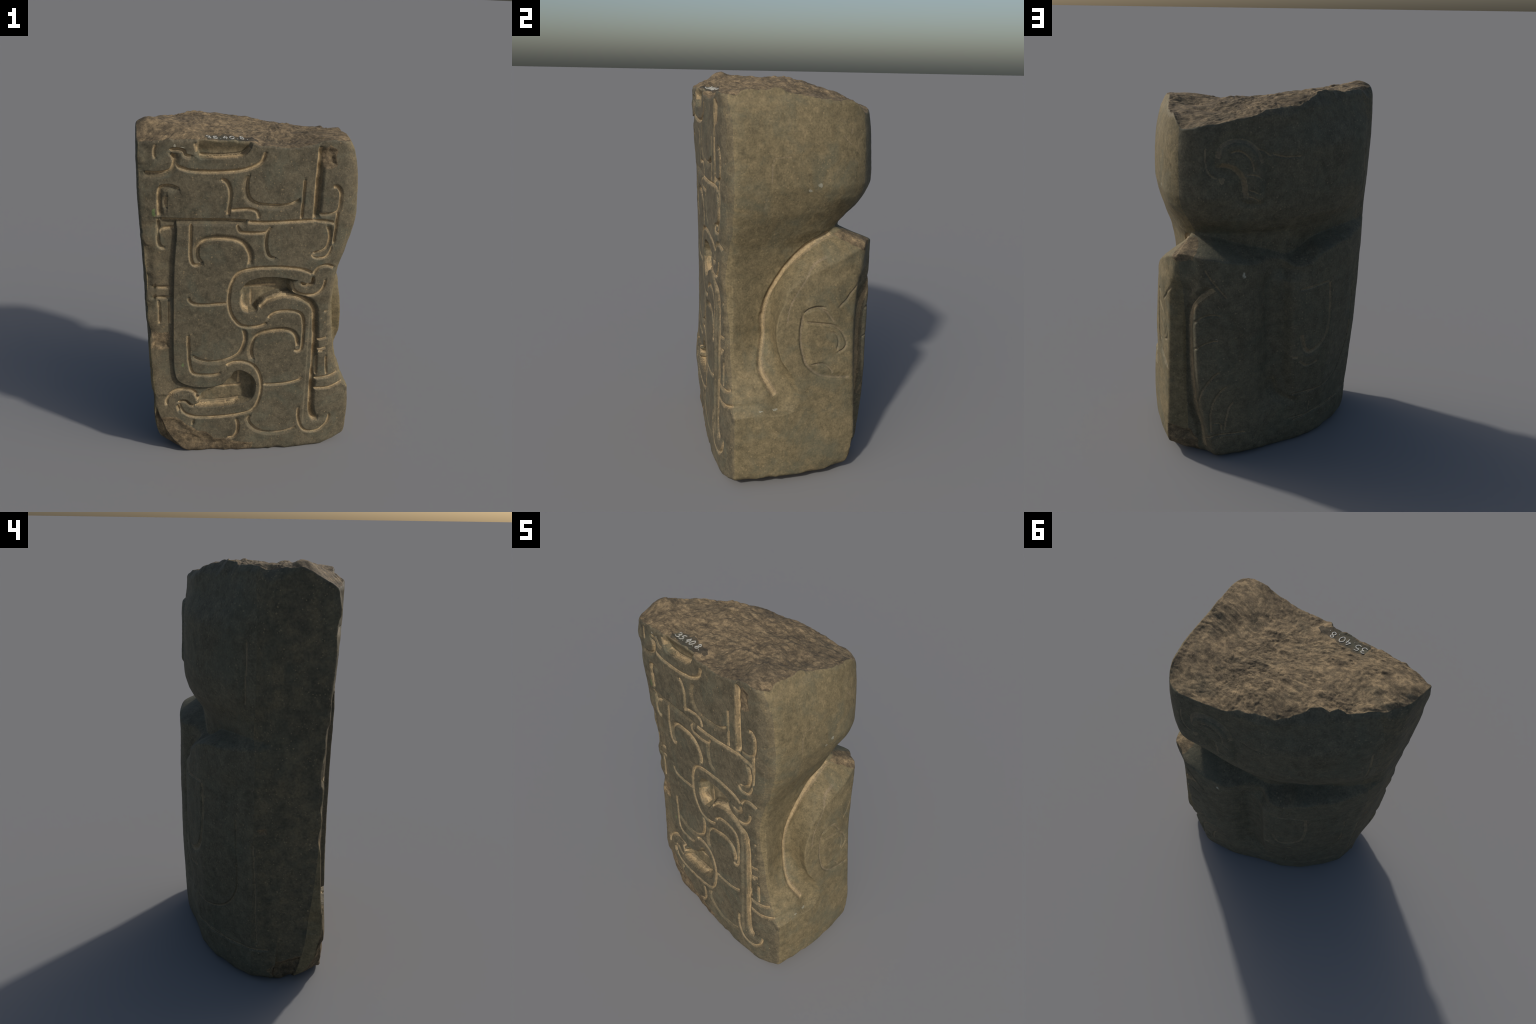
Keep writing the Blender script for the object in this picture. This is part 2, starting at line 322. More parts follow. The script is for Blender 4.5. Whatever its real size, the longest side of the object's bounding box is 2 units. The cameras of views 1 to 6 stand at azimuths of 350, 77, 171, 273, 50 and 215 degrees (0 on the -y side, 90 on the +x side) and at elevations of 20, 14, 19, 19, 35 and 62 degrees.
def build_reach(z_rows, phi, s_cols):
    """Horizontal reach of the skin for every height and column, before any carving."""
    up = reach_table(UPPER_SECTIONS, z_rows, phi, 0.018, .022 + .014 * smoothstep(1.15, 1.45, z_rows))
    low = reach_table(LOWER_SECTIONS, z_rows, phi, 0.016, .014 + .010 * smoothstep(.9, 1.1, z_rows))
    _, (ex, ey) = core_and_reach(phi)
    length = np.hypot(ex, ey)[None, :]
    (ox, oy), _e = core_and_reach(phi)
    line, arc = crease_line(z_rows, s_cols, ox + up * ex, oy + up * ey)
    S, Z = np.meshgrid(s_cols, z_rows)
    pts = np.stack([S.ravel(), Z.ravel()], 1)
    dist = np.full(len(pts), 9.0)
    near = (pts[:, 1] < 1.45)
    d = polyline_distance(pts[near], line)[0]
    poly = np.vstack([line, [[line[-1, 0], -1], [line[0, 0], -1]]])
    d = np.where(inside_polygon(pts[near], poly), d, -d)
    dist[:] = -1.0
    dist[near] = d
    dist = dist.reshape(S.shape)
    back = smoothstep(.22, .34, np.interp(s_cols, _arc, _ry))[None, :]
    slope = 0.75 + 0.6 * smoothstep(.90, 1.10, Z) + 0.45 * smoothstep(1.08, 1.18, Z) + 0.6 * back
    slope = slope + 8 * np.maximum(dist - .13, 0) + 3 * smoothstep(.40, .33, Z) * smoothstep(.02, .06, dist)
    ramp = up + slope * (dist * (.38 + .62 * np.maximum(back, smoothstep(.85, 1.02, Z))) + (5.5 - 1.5 * back) * np.maximum(dist, 0) ** 2) / length
    lower = smin(low, ramp, (0.014 + 0.022 * smoothstep(.95, 1.15, Z)) / length)
    start = line[0, 0]
    gate = smoothstep(start + .05, start + .17, s_cols)[None, :]
    joined = smax(up, np.where(dist > -.25, lower, -5), 0.008 / length)
    return up + (joined - up) * gate, dist, arc

# ------------------------------------------------------------------ the carved lines
# (kind, depth, reach of the slope to the left of travel, reach to the right, control points)
# A small reach is a steep wall, a large one a bevel.  Front lines are given as (x, z).
FRONT_CUTS = [
    ('edge_notch', 0.008, 0.011, 0.011, [(-0.538, 1.892), (-0.546, 1.859), (-0.545, 1.826), (-0.535, 1.807)]),
    ('lip_edge', 0.016, 0.034, 0.007, [(-0.447, 1.846), (-0.449, 1.799), (-0.463, 1.762), (-0.496, 1.746), (-0.548, 1.739), (-0.604, 1.74)]),
    ('hook_slit', 0.014, 0.007, 0.02, [(-0.476, 1.853), (-0.457, 1.865), (-0.418, 1.866), (-0.392, 1.856), (-0.382, 1.836), (-0.346, 1.828)]),
    ('hook_pit', 0.022, 0.014, 0.014, [(-0.467, 1.843), (-0.45, 1.826), (-0.444, 1.799)]),
    ('bar_tick', 0.009, 0.011, 0.011, [(-0.34, 1.903), (-0.33, 1.867), (-0.326, 1.84)]),
    ('long_jaw_arc', 0.011, 0.013, 0.014, [(-0.447, 1.819), (-0.431, 1.779), (-0.391, 1.759), (-0.338, 1.749), (-0.231, 1.746), (-0.11, 1.753), (-0.029, 1.774), (0.014, 1.801), (0.029, 1.835), (0.038, 1.859)]),
    ('bracket', 0.013, 0.014, 0.014, [(-0.206, 1.699), (-0.183, 1.701), (-0.162, 1.684), (-0.147, 1.642), (-0.146, 1.593), (-0.151, 1.537), (-0.155, 1.497)]),
    ('step_tab', 0.011, 0.012, 0.012, [(-0.147, 1.533), (-0.089, 1.54), (-0.026, 1.539), (0.006, 1.521), (0.015, 1.478)]),
    ('deep_bowl', 0.016, 0.006, 0.032, [(-0.044, 1.729), (-0.053, 1.691), (-0.051, 1.642), (-0.036, 1.603), (-0, 1.578), (0.049, 1.569), (0.119, 1.565), (0.175, 1.57), (0.21, 1.583), (0.237, 1.6)]),
    ('short_stem', 0.013, 0.011, 0.011, [(0.257, 1.708), (0.256, 1.634), (0.254, 1.562), (0.251, 1.475)]),
    ('tall_stem', 0.024, 0.04, 0.012, [(0.33, 1.889), (0.327, 1.775), (0.324, 1.669), (0.325, 1.562), (0.323, 1.474)]),
    ('cross_bar_right', 0.012, 0.014, 0.012, [(-0.051, 1.467), (0.054, 1.463), (0.196, 1.468), (0.325, 1.471), (0.412, 1.462), (0.45, 1.451)]),
    ('cross_bar_left', 0.02, 0.006, 0.038, [(-0.52, 1.487), (-0.43, 1.484), (-0.294, 1.484), (-0.156, 1.483), (-0.045, 1.477)]),
    ('border_lobe', 0.013, 0.02, 0.007, [(0.411, 1.655), (0.439, 1.658), (0.459, 1.633), (0.463, 1.59), (0.458, 1.539), (0.437, 1.517), (0.38, 1.509), (0.329, 1.515)]),
    ('border_drop', 0.012, 0.013, 0.011, [(0.458, 1.539), (0.454, 1.488), (0.453, 1.429), (0.449, 1.376), (0.446, 1.323)]),
    ('crook_outer', 0.015, 0.036, 0.007, [(-0.415, 1.64), (-0.43, 1.66), (-0.477, 1.672), (-0.513, 1.664), (-0.528, 1.637), (-0.53, 1.567), (-0.527, 1.49)]),
    ('crook_inner', 0.014, 0.006, 0.03, [(-0.48, 1.616), (-0.483, 1.574), (-0.48, 1.539)]),
    ('crook_tail', 0.012, 0.014, 0.014, [(-0.527, 1.49), (-0.527, 1.426), (-0.531, 1.369), (-0.523, 1.329), (-0.504, 1.314), (-0.487, 1.317)]),
    ('crook_lobe', 0.01, 0.012, 0.016, [(-0.436, 1.429), (-0.477, 1.429), (-0.51, 1.419), (-0.525, 1.39)]),
    ('hanging_stem', 0.012, 0.013, 0.013, [(-0.353, 1.467), (-0.353, 1.388), (-0.354, 1.293), (-0.349, 1.248), (-0.335, 1.22), (-0.31, 1.218), (-0.291, 1.232)]),
    ('arch', 0.014, 0.03, 0.009, [(-0.286, 1.228), (-0.308, 1.262), (-0.313, 1.307), (-0.302, 1.34), (-0.271, 1.361), (-0.223, 1.37), (-0.167, 1.369), (-0.111, 1.361), (-0.068, 1.339), (-0.042, 1.302), (-0.029, 1.264), (-0.034, 1.208)]),
    ('tab', 0.011, 0.012, 0.012, [(-0.104, 1.468), (-0.095, 1.428), (-0.077, 1.409), (-0.014, 1.405), (0.05, 1.406), (0.077, 1.426), (0.087, 1.444)]),
    ('cheek_edge', 0.014, 0.006, 0.022, [(0.08, 1.433), (0.068, 1.396), (0.065, 1.345), (0.073, 1.3), (0.088, 1.269), (0.124, 1.255)]),
    ('fang', 0.017, 0.03, 0.007, [(0.399, 1.44), (0.414, 1.399), (0.417, 1.354), (0.406, 1.317), (0.378, 1.294), (0.345, 1.287), (0.321, 1.276)]),
    ('fang_outline', 0.009, 0.011, 0.011, [(0.32, 1.28), (0.333, 1.261), (0.363, 1.25), (0.407, 1.257), (0.43, 1.286), (0.441, 1.331)]),
    ('scroll_outline', 0.011, 0.013, 0.013, [(0.09, 0.861), (0.062, 0.842), (0.003, 0.833), (-0.057, 0.842), (-0.095, 0.876), (-0.122, 0.925), (-0.134, 0.98), (-0.134, 1.043), (-0.124, 1.104), (-0.097, 1.157), (-0.055, 1.183), (0.016, 1.197), (0.125, 1.2), (0.227, 1.192), (0.287, 1.179), (0.325, 1.163), (0.34, 1.143)]),
    ('scroll_curl', 0.013, 0.014, 0.014, [(0.34, 1.139), (0.354, 1.17), (0.382, 1.196), (0.426, 1.203), (0.472, 1.182)]),
    ('scroll_cleft', 0.024, 0.012, 0.012, [(0.34, 1.139), (0.345, 1.108), (0.334, 1.092), (0.301, 1.087), (0.27, 1.102)]),
    ('scroll_loop', 0.011, 0.013, 0.011, [(0.221, 1.111), (0.227, 1.071), (0.251, 1.043), (0.297, 1.026), (0.357, 1.027), (0.397, 1.051), (0.416, 1.09), (0.417, 1.121)]),
    ('neck_right_wall', 0.024, 0.034, 0.012, [(0.038, 0.943), (0.063, 0.967), (0.099, 0.996), (0.164, 1.018), (0.223, 1.016), (0.284, 0.999), (0.331, 0.969), (0.361, 0.924), (0.368, 0.875), (0.377, 0.759), (0.381, 0.59), (0.379, 0.46), (0.38, 0.328), (0.386, 0.246), (0.406, 0.195), (0.446, 0.188)]),
    ('neck_inner', 0.012, 0.012, 0.012, [(0.09, 0.877), (0.114, 0.908), (0.154, 0.927), (0.214, 0.929), (0.267, 0.919), (0.295, 0.894), (0.307, 0.844), (0.309, 0.762), (0.305, 0.687), (0.283, 0.667), (0.255, 0.681)]),
    ('wing_arch', 0.014, 0.026, 0.009, [(0.023, 0.62), (0.009, 0.667), (0.011, 0.717), (0.024, 0.761), (0.064, 0.788), (0.123, 0.802), (0.191, 0.804), (0.237, 0.79), (0.262, 0.76), (0.272, 0.722), (0.274, 0.688)]),
    ('arm_upper', 0.01, 0.012, 0.012, [(-0.361, 1.026), (-0.353, 0.999), (-0.321, 0.979), (-0.25, 0.976), (-0.192, 0.981), (-0.138, 0.984)]),
    ('belly_bowl', 0.014, 0.026, 0.007, [(-0.052, 0.818), (-0.04, 0.776), (-0.045, 0.727), (-0.069, 0.67), (-0.117, 0.639), (-0.183, 0.622), (-0.243, 0.62), (-0.295, 0.633), (-0.335, 0.658)]),
    ('elbow', 0.012, 0.012, 0.012, [(-0.36, 0.79), (-0.358, 0.708), (-0.353, 0.626), (-0.342, 0.567), (-0.319, 0.536), (-0.241, 0.526), (-0.189, 0.53), (-0.17, 0.546)]),
    ('tail_scroll', 0.011, 0.013, 0.013, [(-0.145, 0.578), (-0.123, 0.598), (-0.086, 0.611), (-0.034, 0.61), (0.012, 0.591), (0.044, 0.556), (0.066, 0.503), (0.074, 0.442), (0.069, 0.382), (0.051, 0.321), (0.017, 0.279), (-0.044, 0.261), (-0.136, 0.249), (-0.235, 0.246), (-0.312, 0.251), (-0.365, 0.272), (-0.395, 0.305), (-0.41, 0.349)]),
    ('tail_curl', 0.011, 0.013, 0.013, [(-0.481, 0.328), (-0.481, 0.371), (-0.455, 0.408), (-0.411, 0.427), (-0.359, 0.428), (-0.321, 0.409), (-0.302, 0.378), (-0.296, 0.351)]),
    ('tail_cleft', 0.022, 0.007, 0.016, [(-0.425, 0.349), (-0.395, 0.364), (-0.365, 0.36), (-0.343, 0.337), (-0.313, 0.324)]),
    ('tail_pit', 0.018, 0.014, 0.014, [(-0.419, 0.341), (-0.406, 0.288)]),
    ('arm_lower', 0.01, 0.012, 0.012, [(0.079, 0.455), (0.18, 0.454), (0.257, 0.463), (0.303, 0.478), (0.317, 0.5)]),
    ('foot_bowl', 0.014, 0.007, 0.026, [(0.019, 0.248), (0.008, 0.221), (0.029, 0.179), (0.078, 0.14), (0.15, 0.124), (0.229, 0.129), (0.277, 0.14), (0.3, 0.156)]),
    ('claw', 0.01, 0.012, 0.012, [(0.31, 0.292), (0.31, 0.224), (0.328, 0.159), (0.358, 0.12), (0.408, 0.106), (0.456, 0.118), (0.498, 0.157), (0.514, 0.202), (0.504, 0.222)]),
    ('base_lobe', 0.013, 0.013, 0.013, [(-0.07, 0.231), (-0.057, 0.185), (-0.059, 0.14), (-0.081, 0.101), (-0.128, 0.095)]),
    ('base_tick', 0.013, 0.012, 0.012, [(-0.323, 0.234), (-0.334, 0.182)]),
    ('anklet', 0.01, 0.011, 0.011, [(0.379, 0.732), (0.433, 0.732), (0.47, 0.743)]),
    ('anklet', 0.01, 0.007, 0.016, [(0.383, 0.671), (0.43, 0.67), (0.468, 0.68)]),
    ('anklet', 0.007, 0.011, 0.011, [(0.423, 0.904), (0.46, 0.916)]),
    ('slot', 0.015, 0.014, 0.011, [(0.401, 0.636), (0.406, 0.485)]),
    ('slot', 0.008, 0.011, 0.011, [(0.404, 0.644), (0.427, 0.654), (0.451, 0.648)]),
    ('slot', 0.011, 0.011, 0.011, [(0.467, 0.62), (0.478, 0.481)]),
    ('foot_band', 0.011, 0.013, 0.012, [(0.382, 0.473), (0.492, 0.476), (0.558, 0.501)]),
    ('foot_band', 0.012, 0.013, 0.012, [(0.383, 0.406), (0.49, 0.401), (0.545, 0.416), (0.595, 0.435)]),
    ('cuff', 0.01, 0.012, 0.012, [(-0.571, 1.08), (-0.512, 1.077), (-0.459, 1.079)]),
    ('cuff', 0.012, 0.007, 0.018, [(-0.571, 1.019), (-0.512, 1.017), (-0.459, 1.017)]),
    ('cuff_slit', 0.01, 0.011, 0.011, [(-0.529, 1.001), (-0.523, 0.931), (-0.523, 0.844)]),
    ('cuff_slit', 0.01, 0.011, 0.011, [(-0.47, 0.999), (-0.466, 0.921), (-0.466, 0.842)]),
    ('trough_lip', 0.016, 0.018, 0.005, [(-.322, 1.827), (-.233, 1.819), (-.166, 1.821), (-.110, 1.826), (-.070, 1.842), (-.042, 1.880)]),  # coloured light tan to brighten the sunlit lower wall of the trough
    ('pocket_lip', 0.016, 0.018, 0.006, [(-.325, .327), (-.240, .320), (-.153, .322), (-.090, .330), (-.046, .345)]),  # pocket lips tinted pale for the bright glow along their rims
    ('pocket_lip', 0.014, 0.012, 0.012, [(-.060, 1.030), (-.062, .985), (-.045, .945), (-.010, .930)]),
    ('floor_line', 0.007, 0.011, 0.011, [(-0.058, 1.06), (0.037, 1.067), (0.124, 1.07), (0.143, 1.058)]),
    ('floor_line', 0.007, 0.011, 0.011, [(-0.007, 1.055), (-0.003, 0.992), (-0.002, 0.94)]),
    ('floor_line', 0.007, 0.011, 0.011, [(-0.216, 0.42), (-0.126, 0.423), (-0.034, 0.427)]),
    ('floor_line', 0.007, 0.011, 0.011, [(-0.061, 0.527), (-0.057, 0.432)]),
]
# Lines on the side and back, given as (x, y, z) on the skin.
ROUND_CUTS = [
    ('curl_line', 0.006, 0.01, 0.01, [(0.228, 0.372, 1.71), (0.187, 0.366, 1.721), (0.15, 0.364, 1.707), (0.119, 0.361, 1.675), (0.107, 0.361, 1.636), (0.109, 0.363, 1.606)]),
    ('curl_line', 0.004, 0.008, 0.008, [(0.151, 0.369, 1.605), (0.093, 0.359, 1.598), (0.057, 0.349, 1.575)]),
    ('curl_line', 0.004, 0.008, 0.008, [(0.138, 0.37, 1.528), (0.101, 0.363, 1.515), (0.073, 0.355, 1.498)]),
    ('curl_line', 0.004, 0.008, 0.008, [(0.145, 0.371, 1.498), (0.1, 0.362, 1.482), (0.073, 0.352, 1.459)]),
    ('curl_edge', 0.006, 0.014, 0.012, [(.278, .38, 1.657), (.22, .374, 1.645), (.183, .372, 1.618), (.157, .371, 1.576), (.148, .371, 1.518), (.145, .369, 1.475)]),  # pale line draws the light on the curl's upward-facing edge
    ('curl_edge', 0.004, 0.012, 0.010, [(.282, .379, 1.680), (.271, .374, 1.73), (.242, .367, 1.758), (.193, .361, 1.77), (.143, .358, 1.763), (.099, .353, 1.736), (.073, .349, 1.697), (.056, .345, 1.645)]),
    ('curl_ring', 0.003, 0.01, 0.01, [(0.335, 0.377, 1.749), (0.344, 0.384, 1.702), (0.334, 0.387, 1.634), (0.308, 0.386, 1.602), (0.277, 0.383, 1.589)]),
    ('brow_line', 0.004, 0.009, 0.009, [(0.087, 0.351, 1.728), (0.047, 0.34, 1.713), (0.008, 0.329, 1.684)]),
    ('brow_line', 0.004, 0.009, 0.009, [(0.014, 0.33, 1.702), (-0.053, 0.31, 1.684), (-0.145, 0.273, 1.681)]),
    ('feather_line', 0.005, 0.009, 0.009, [(0.316, 0.307, 1.135), (0.29, 0.317, 1.077), (0.254, 0.339, 1.012), (0.23, 0.372, 0.964)]),
    ('feather_line', 0.006, 0.01, 0.01, [(0.407, 0.337, 0.827), (0.363, 0.388, 0.871), (0.307, 0.404, 0.881), (0.27, 0.401, 0.871)]),
    ('feather_line', 0.006, 0.009, 0.009, [(0.411, 0.334, 0.674), (0.351, 0.402, 0.721), (0.285, 0.402, 0.736)]),
    ('feather_line', 0.007, 0.011, 0.011, [(0.392, 0.326, 0.346), (0.371, 0.353, 0.424), (0.33, 0.405, 0.517), (0.282, 0.401, 0.553)]),
    ('feather_line', 0.007, 0.011, 0.011, [(0.335, 0.377, 0.167), (0.338, 0.386, 0.282), (0.324, 0.395, 0.365), (0.289, 0.4, 0.425), (0.245, 0.395, 0.467)]),
    ('feather_line', 0.005, 0.01, 0.01, [(0.266, 0.389, 0.178), (0.256, 0.391, 0.258), (0.238, 0.391, 0.327), (0.211, 0.388, 0.363)]),
    ('hem_line', 0.006, 0.01, 0.01, [(0.376, 0.331, 0.125), (0.309, 0.392, 0.158), (0.221, 0.38, 0.159), (0.139, 0.365, 0.156)]),
    ('feather_line', 0.005, 0.009, 0.009, [(0.33, 0.389, 0.234), (0.291, 0.396, 0.23), (0.282, 0.391, 0.181)]),
    ('lobe_step', 0.010, 0.030, 0.040, [(.0, 0.326, 0.45), (-0.030, 0.313, 0.355), (-0.086, 0.294, 0.305), (-0.16, 0.266, 0.272)]),
    ('hand_line', 0.005, 0.009, 0.009, [(-0.148, 0.296, 0.962), (-0.247, 0.259, 0.966), (-0.336, 0.217, 0.975)]),
    ('hand_line', 0.009, 0.026, 0.018, [(-0.336, 0.217, 0.975), (-0.34, 0.212, 0.886), (-0.336, 0.211, 0.752), (-0.315, 0.219, 0.659), (-0.271, 0.238, 0.603), (-0.212, 0.268, 0.581), (-0.18, 0.282, 0.619), (-0.164, 0.289, 0.701)]),
    ('hand_line', 0.004, 0.009, 0.009, [(-0.106, 0.302, 0.566), (-0.149, 0.289, 0.568)]),
    ('hand_line', 0.004, 0.009, 0.009, [(-0.145, 0.289, 0.547), (-0.194, 0.271, 0.5), (-0.245, 0.246, 0.503), (-0.27, 0.233, 0.515)]),
    ('loop_line', 0.005, 0.01, 0.01, [(-0.114, 0.285, 0.327), (-0.203, 0.254, 0.323), (-0.297, 0.201, 0.317)]),
    ('loop_line', 0.006, 0.01, 0.01, [(-0.208, 0.25, 0.308), (-0.314, 0.19, 0.323), (-0.38, 0.128, 0.344), (-0.436, 0.077, 0.397), (-0.466, 0.048, 0.466), (-0.48, 0.036, 0.551), (-0.49, 0.039, 0.721), (-0.495, 0.043, 0.867)]),
    ('hem_line', 0.005, 0.01, 0.01, [(-0.099, 0.279, 0.165), (-0.209, 0.238, 0.167), (-0.338, 0.154, 0.172), (-0.437, 0.056, 0.184)]),
    ('hem_line', 0.006, 0.01, 0.01, [(-0.128, 0.269, 0.146), (-0.326, 0.167, 0.183), (-0.399, 0.094, 0.182), (-0.464, 0.011, 0.186), (-0.499, -0.053, 0.184), (-0.521, -0.116, 0.193)]),
    ('hem_tick', 0.003, 0.008, 0.008, [(-0.22, 0.232, 0.174), (-0.231, 0.232, 0.256)]),
    ('side_line', 0.006, 0.01, 0.01, [(-0.536, -0.033, 0.761), (-0.534, -0.04, 0.624), (-0.527, -0.045, 0.496), (-0.517, -0.048, 0.363), (-0.503, -0.055, 0.21)]),
    ('side_line', 0.006, 0.011, 0.011, [(-0.536, 0.001, 1.679), (-0.533, 0.003, 1.573), (-0.531, 0.004, 1.472), (-0.528, 0.004, 1.394)]),
    ('channel', 0.012, 0.007, 0.03, [(0.296, 0.332, 1.03), (0.375, 0.355, 0.981), (0.416, 0.327, 0.919), (0.439, 0.311, 0.84), (0.446, 0.308, 0.729), (0.446, 0.311, 0.598), (0.433, 0.303, 0.456), (0.418, 0.297, 0.296), (0.401, 0.325, 0.19), (0.381, 0.314, 0.058)]),
    ('channel_sun_tint', 0.003, 0.022, 0.012, [(0.28, 0.344, 1.03), (0.359, 0.367, 0.981), (0.4, 0.339, 0.919), (0.423, 0.323, 0.84), (0.43, 0.32, 0.729), (0.43, 0.323, 0.598), (0.417, 0.315, 0.456), (0.402, 0.309, 0.296), (0.385, 0.337, 0.19), (0.365, 0.326, 0.058)]),  # tan strip painted on the channel wall for the sun catching it
    ('worn_ridge', 0.0010, 0.008, 0.008, [(.59, -.087, .838), (.582, -.068, .930), (.569, -.018, 1.019), (.56, .05, 1.108), (.535, .138, 1.154)]),
    ('eye_outline', 0.008, 0.034, 0.009, [(0.583, -0.006, 0.889), (0.591, -0.018, 0.795), (0.596, -0.013, 0.718), (0.595, 0.003, 0.657), (0.591, 0.025, 0.613), (0.579, 0.08, 0.564), (0.573, 0.162, 0.54), (0.554, 0.258, 0.525)]),
    ('eye_lid', 0.01, 0.006, 0.016, [(0.583, -0.006, 0.884), (0.579, 0.023, 0.908), (0.572, 0.068, 0.916), (0.567, 0.109, 0.907)]),
    ('eye_lid', 0.005, 0.01, 0.01, [(0.574, 0.058, 0.917), (0.568, 0.109, 0.886), (0.565, 0.162, 0.823)]),
    ('eye_brow', 0.004, 0.01, 0.01, [(0.557, 0.171, 0.897), (0.544, 0.212, 0.931), (0.53, 0.234, 0.964), (0.485, 0.252, 1.009)]),
    ('eye_iris', 0.006, 0.009, 0.009, [(0.586, -0, 0.844), (0.576, 0.09, 0.827), (0.566, 0.162, 0.808), (0.558, 0.206, 0.768), (0.554, 0.231, 0.714), (0.559, 0.22, 0.681), (0.57, 0.177, 0.664)]),
    ('eye_iris', 0.005, 0.008, 0.008, [(0.572, 0.137, 0.779), (0.566, 0.174, 0.763), (0.564, 0.189, 0.721), (0.569, 0.177, 0.669)]),
    ('eye_corner', 0.005, 0.009, 0.009, [(0.591, 0.02, 0.619), (0.584, 0.105, 0.619), (0.578, 0.148, 0.582), (0.574, 0.161, 0.544)]),
    ('scratch', 0.0008, 0.004, 0.004, [(0.584, -0.173, 1.504), (0.582, -0.17, 1.614), (0.582, -0.146, 1.631), (0.578, -0.069, 1.635)]),
    ('scratch', 0.0008, 0.004, 0.004, [(0.58, -0.199, 1.452), (0.572, -0.202, 1.409), (0.566, -0.215, 1.382)]),
    ('scratch', 0.0008, 0.005, 0.005, [(0.534, 0.179, 1.734), (0.527, 0.214, 1.698), (0.519, 0.237, 1.678)]),
    ('scratch', 0.0008, 0.005, 0.005, [(0.51, 0.234, 1.767), (0.52, 0.225, 1.722)]),
]
# Sunk areas of the front: kind, depth, width of the wall, outline (x, z).
FRONT_POCKETS = [
    ('trough', .042, .016, [(-.328, 1.960), (-.035, 1.960), (-.041, 1.882), (-.079, 1.831), (-.166, 1.818), (-.233, 1.815), (-.322, 1.824)]),
    ('pocket', .060, .024, [(-.045, 1.102), (-.003, 1.132), (.07, 1.141), (.143, 1.138), (.216, 1.128), (.255, 1.118), (.225, 1.095), (.230, 1.052), (.250, 1.033), (.223, 1.022), (.149, 1.020), (.091, 1.003), (.050, .970), (.032, .931), (-.008, .921), (-.053, .938), (-.066, .994), (-.072, 1.057)]),
    ('pocket', .060, .024, [(-.095, .546), (-.054, .556), (-.008, .537), (.032, .492), (.044, .427), (.022, .362), (-.046, .327), (-.153, .316), (-.244, .315), (-.325, .327), (-.300, .345), (-.298, .386), (-.254, .426), (-.164, .460), (-.12, .505)]),
]
# The long wall on the left of the interlace: ground steps down on its left.
LEFT_WALL = [(-.429, 1.479), (-.426, 1.389), (-.434, 1.280), (-.438, 1.180), (-.440, 1.029), (-.441, .793), (-.439, .630), (-.432, .547), (-.411, .495), (-.352, .462), (-.277, .449), (-.202, .454), (-.139, .480)]
# Places where the skin is broken away: kind, depth, wall, side, outline.
CHIPS = [
    ('chip', .018, .030, 'front', [(.340, 1.858), (.379, 1.885), (.418, 1.875), (.435, 1.782), (.395, 1.760), (.349, 1.767)]),
    ('chip', .016, .030, 'front', [(-.580, .798), (-.470, .802), (-.463, .697), (-.570, .680)]),
    ('chip', .012, .040, 'front', [(-.700, .285), (-.529, .272), (-.432, .259), (-.364, .206), (-.322, .178), (-.202, .103), (-.116, .088), (.042, .060), (.006, -.060), (-.5, -.060), (-.700, .0)]),
    ('chip', .006, .030, 'round', [(.500, .270, 1.235), (.440, .270, 1.255), (.400, .285, 1.250), (.375, .320, 1.215), (.390, .340, 1.175), (.450, .325, 1.160), (.500, .280, 1.175)]),
    ('chip', .018, .016, 'round', [(.562, .275, .190), (.500, .295, .185), (.440, .305, .165), (.405, .313, .100), (.410, .300, .0), (.560, .230, -.03)]),
    ('chip', .010, .014, 'round', [(-.552, -.054, .840), (-.569, -.090, .849), (-.574, -.106, .821), (-.558, -.069, .808)]),
    ('chip', .030, .035, 'round', [(-.495, -.095, .075), (-.521, -.201, .150), (-.528, -.261, .170), (-.531, -.30, .183), (-.540, -.33, .26), (-.50, -.33, .0), (-.46, -.2, -.05)]),
]
RAISED_CURL = [(.278, .38, 1.657), (.282, .379, 1.688), (.271, .374, 1.73), (.242, .367, 1.758), (.193, .361, 1.77), (.143, .358, 1.763), (.099, .353, 1.736), (.073, .349, 1.697), (.054, .345, 1.645), (.048, .346, 1.575), (.05, .345, 1.463), (.145, .369, 1.469), (.148, .371, 1.518), (.157, .371, 1.576), (.183, .372, 1.618), (.22, .374, 1.645)]


# Small marks of other matter on the skin: kind, place (x, y, z), radius across and up.
STAINS = [
    ('green_stain', (-.567, -.39, 1.512), .007, .020), ('green_stain', (-.398, -.39, .598), .007, .010),
    ('pale_spot', (.155, .389, 1.085), .007, .016), ('tan_spot', (.262, .38, 1.578), .013, .015), ('pale_spot', (.300, .40, .742), .007, .006),
    ('pale_spot', (.624, -.215, .408), .012, .004), ('pale_spot', (.622, -.150, .406), .009, .004),
    ('pale_spot', (.578, .075, 1.500), .012, .009), ('pale_spot', (.582, .02, 1.475), .010, .006),
    ('pale_spot', (-.40, -.39, 1.872), .012, .005), ('pale_spot', (-.44, -.39, 1.880), .005, .008),
]


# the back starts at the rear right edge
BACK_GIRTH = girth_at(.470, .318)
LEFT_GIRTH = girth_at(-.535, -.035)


def to_girth(points):
    p = np.array(points, float)
    s = girth_of(fan_coordinates(p[:, 0], p[:, 1])[0])
    if s.max() - s.min() > GIRTH / 2:
        s = np.where(s < GIRTH / 2, s + GIRTH, s)
    return np.stack([s, p[:, 2]], 1)


def cut_profile(dist, sign, wl, wr):
    w = np.where(sign > 0, wl, wr)
    t = np.clip(dist / w, 0, 1)
    return (1 - t * t) ** 2 * (1 - .25 * t)


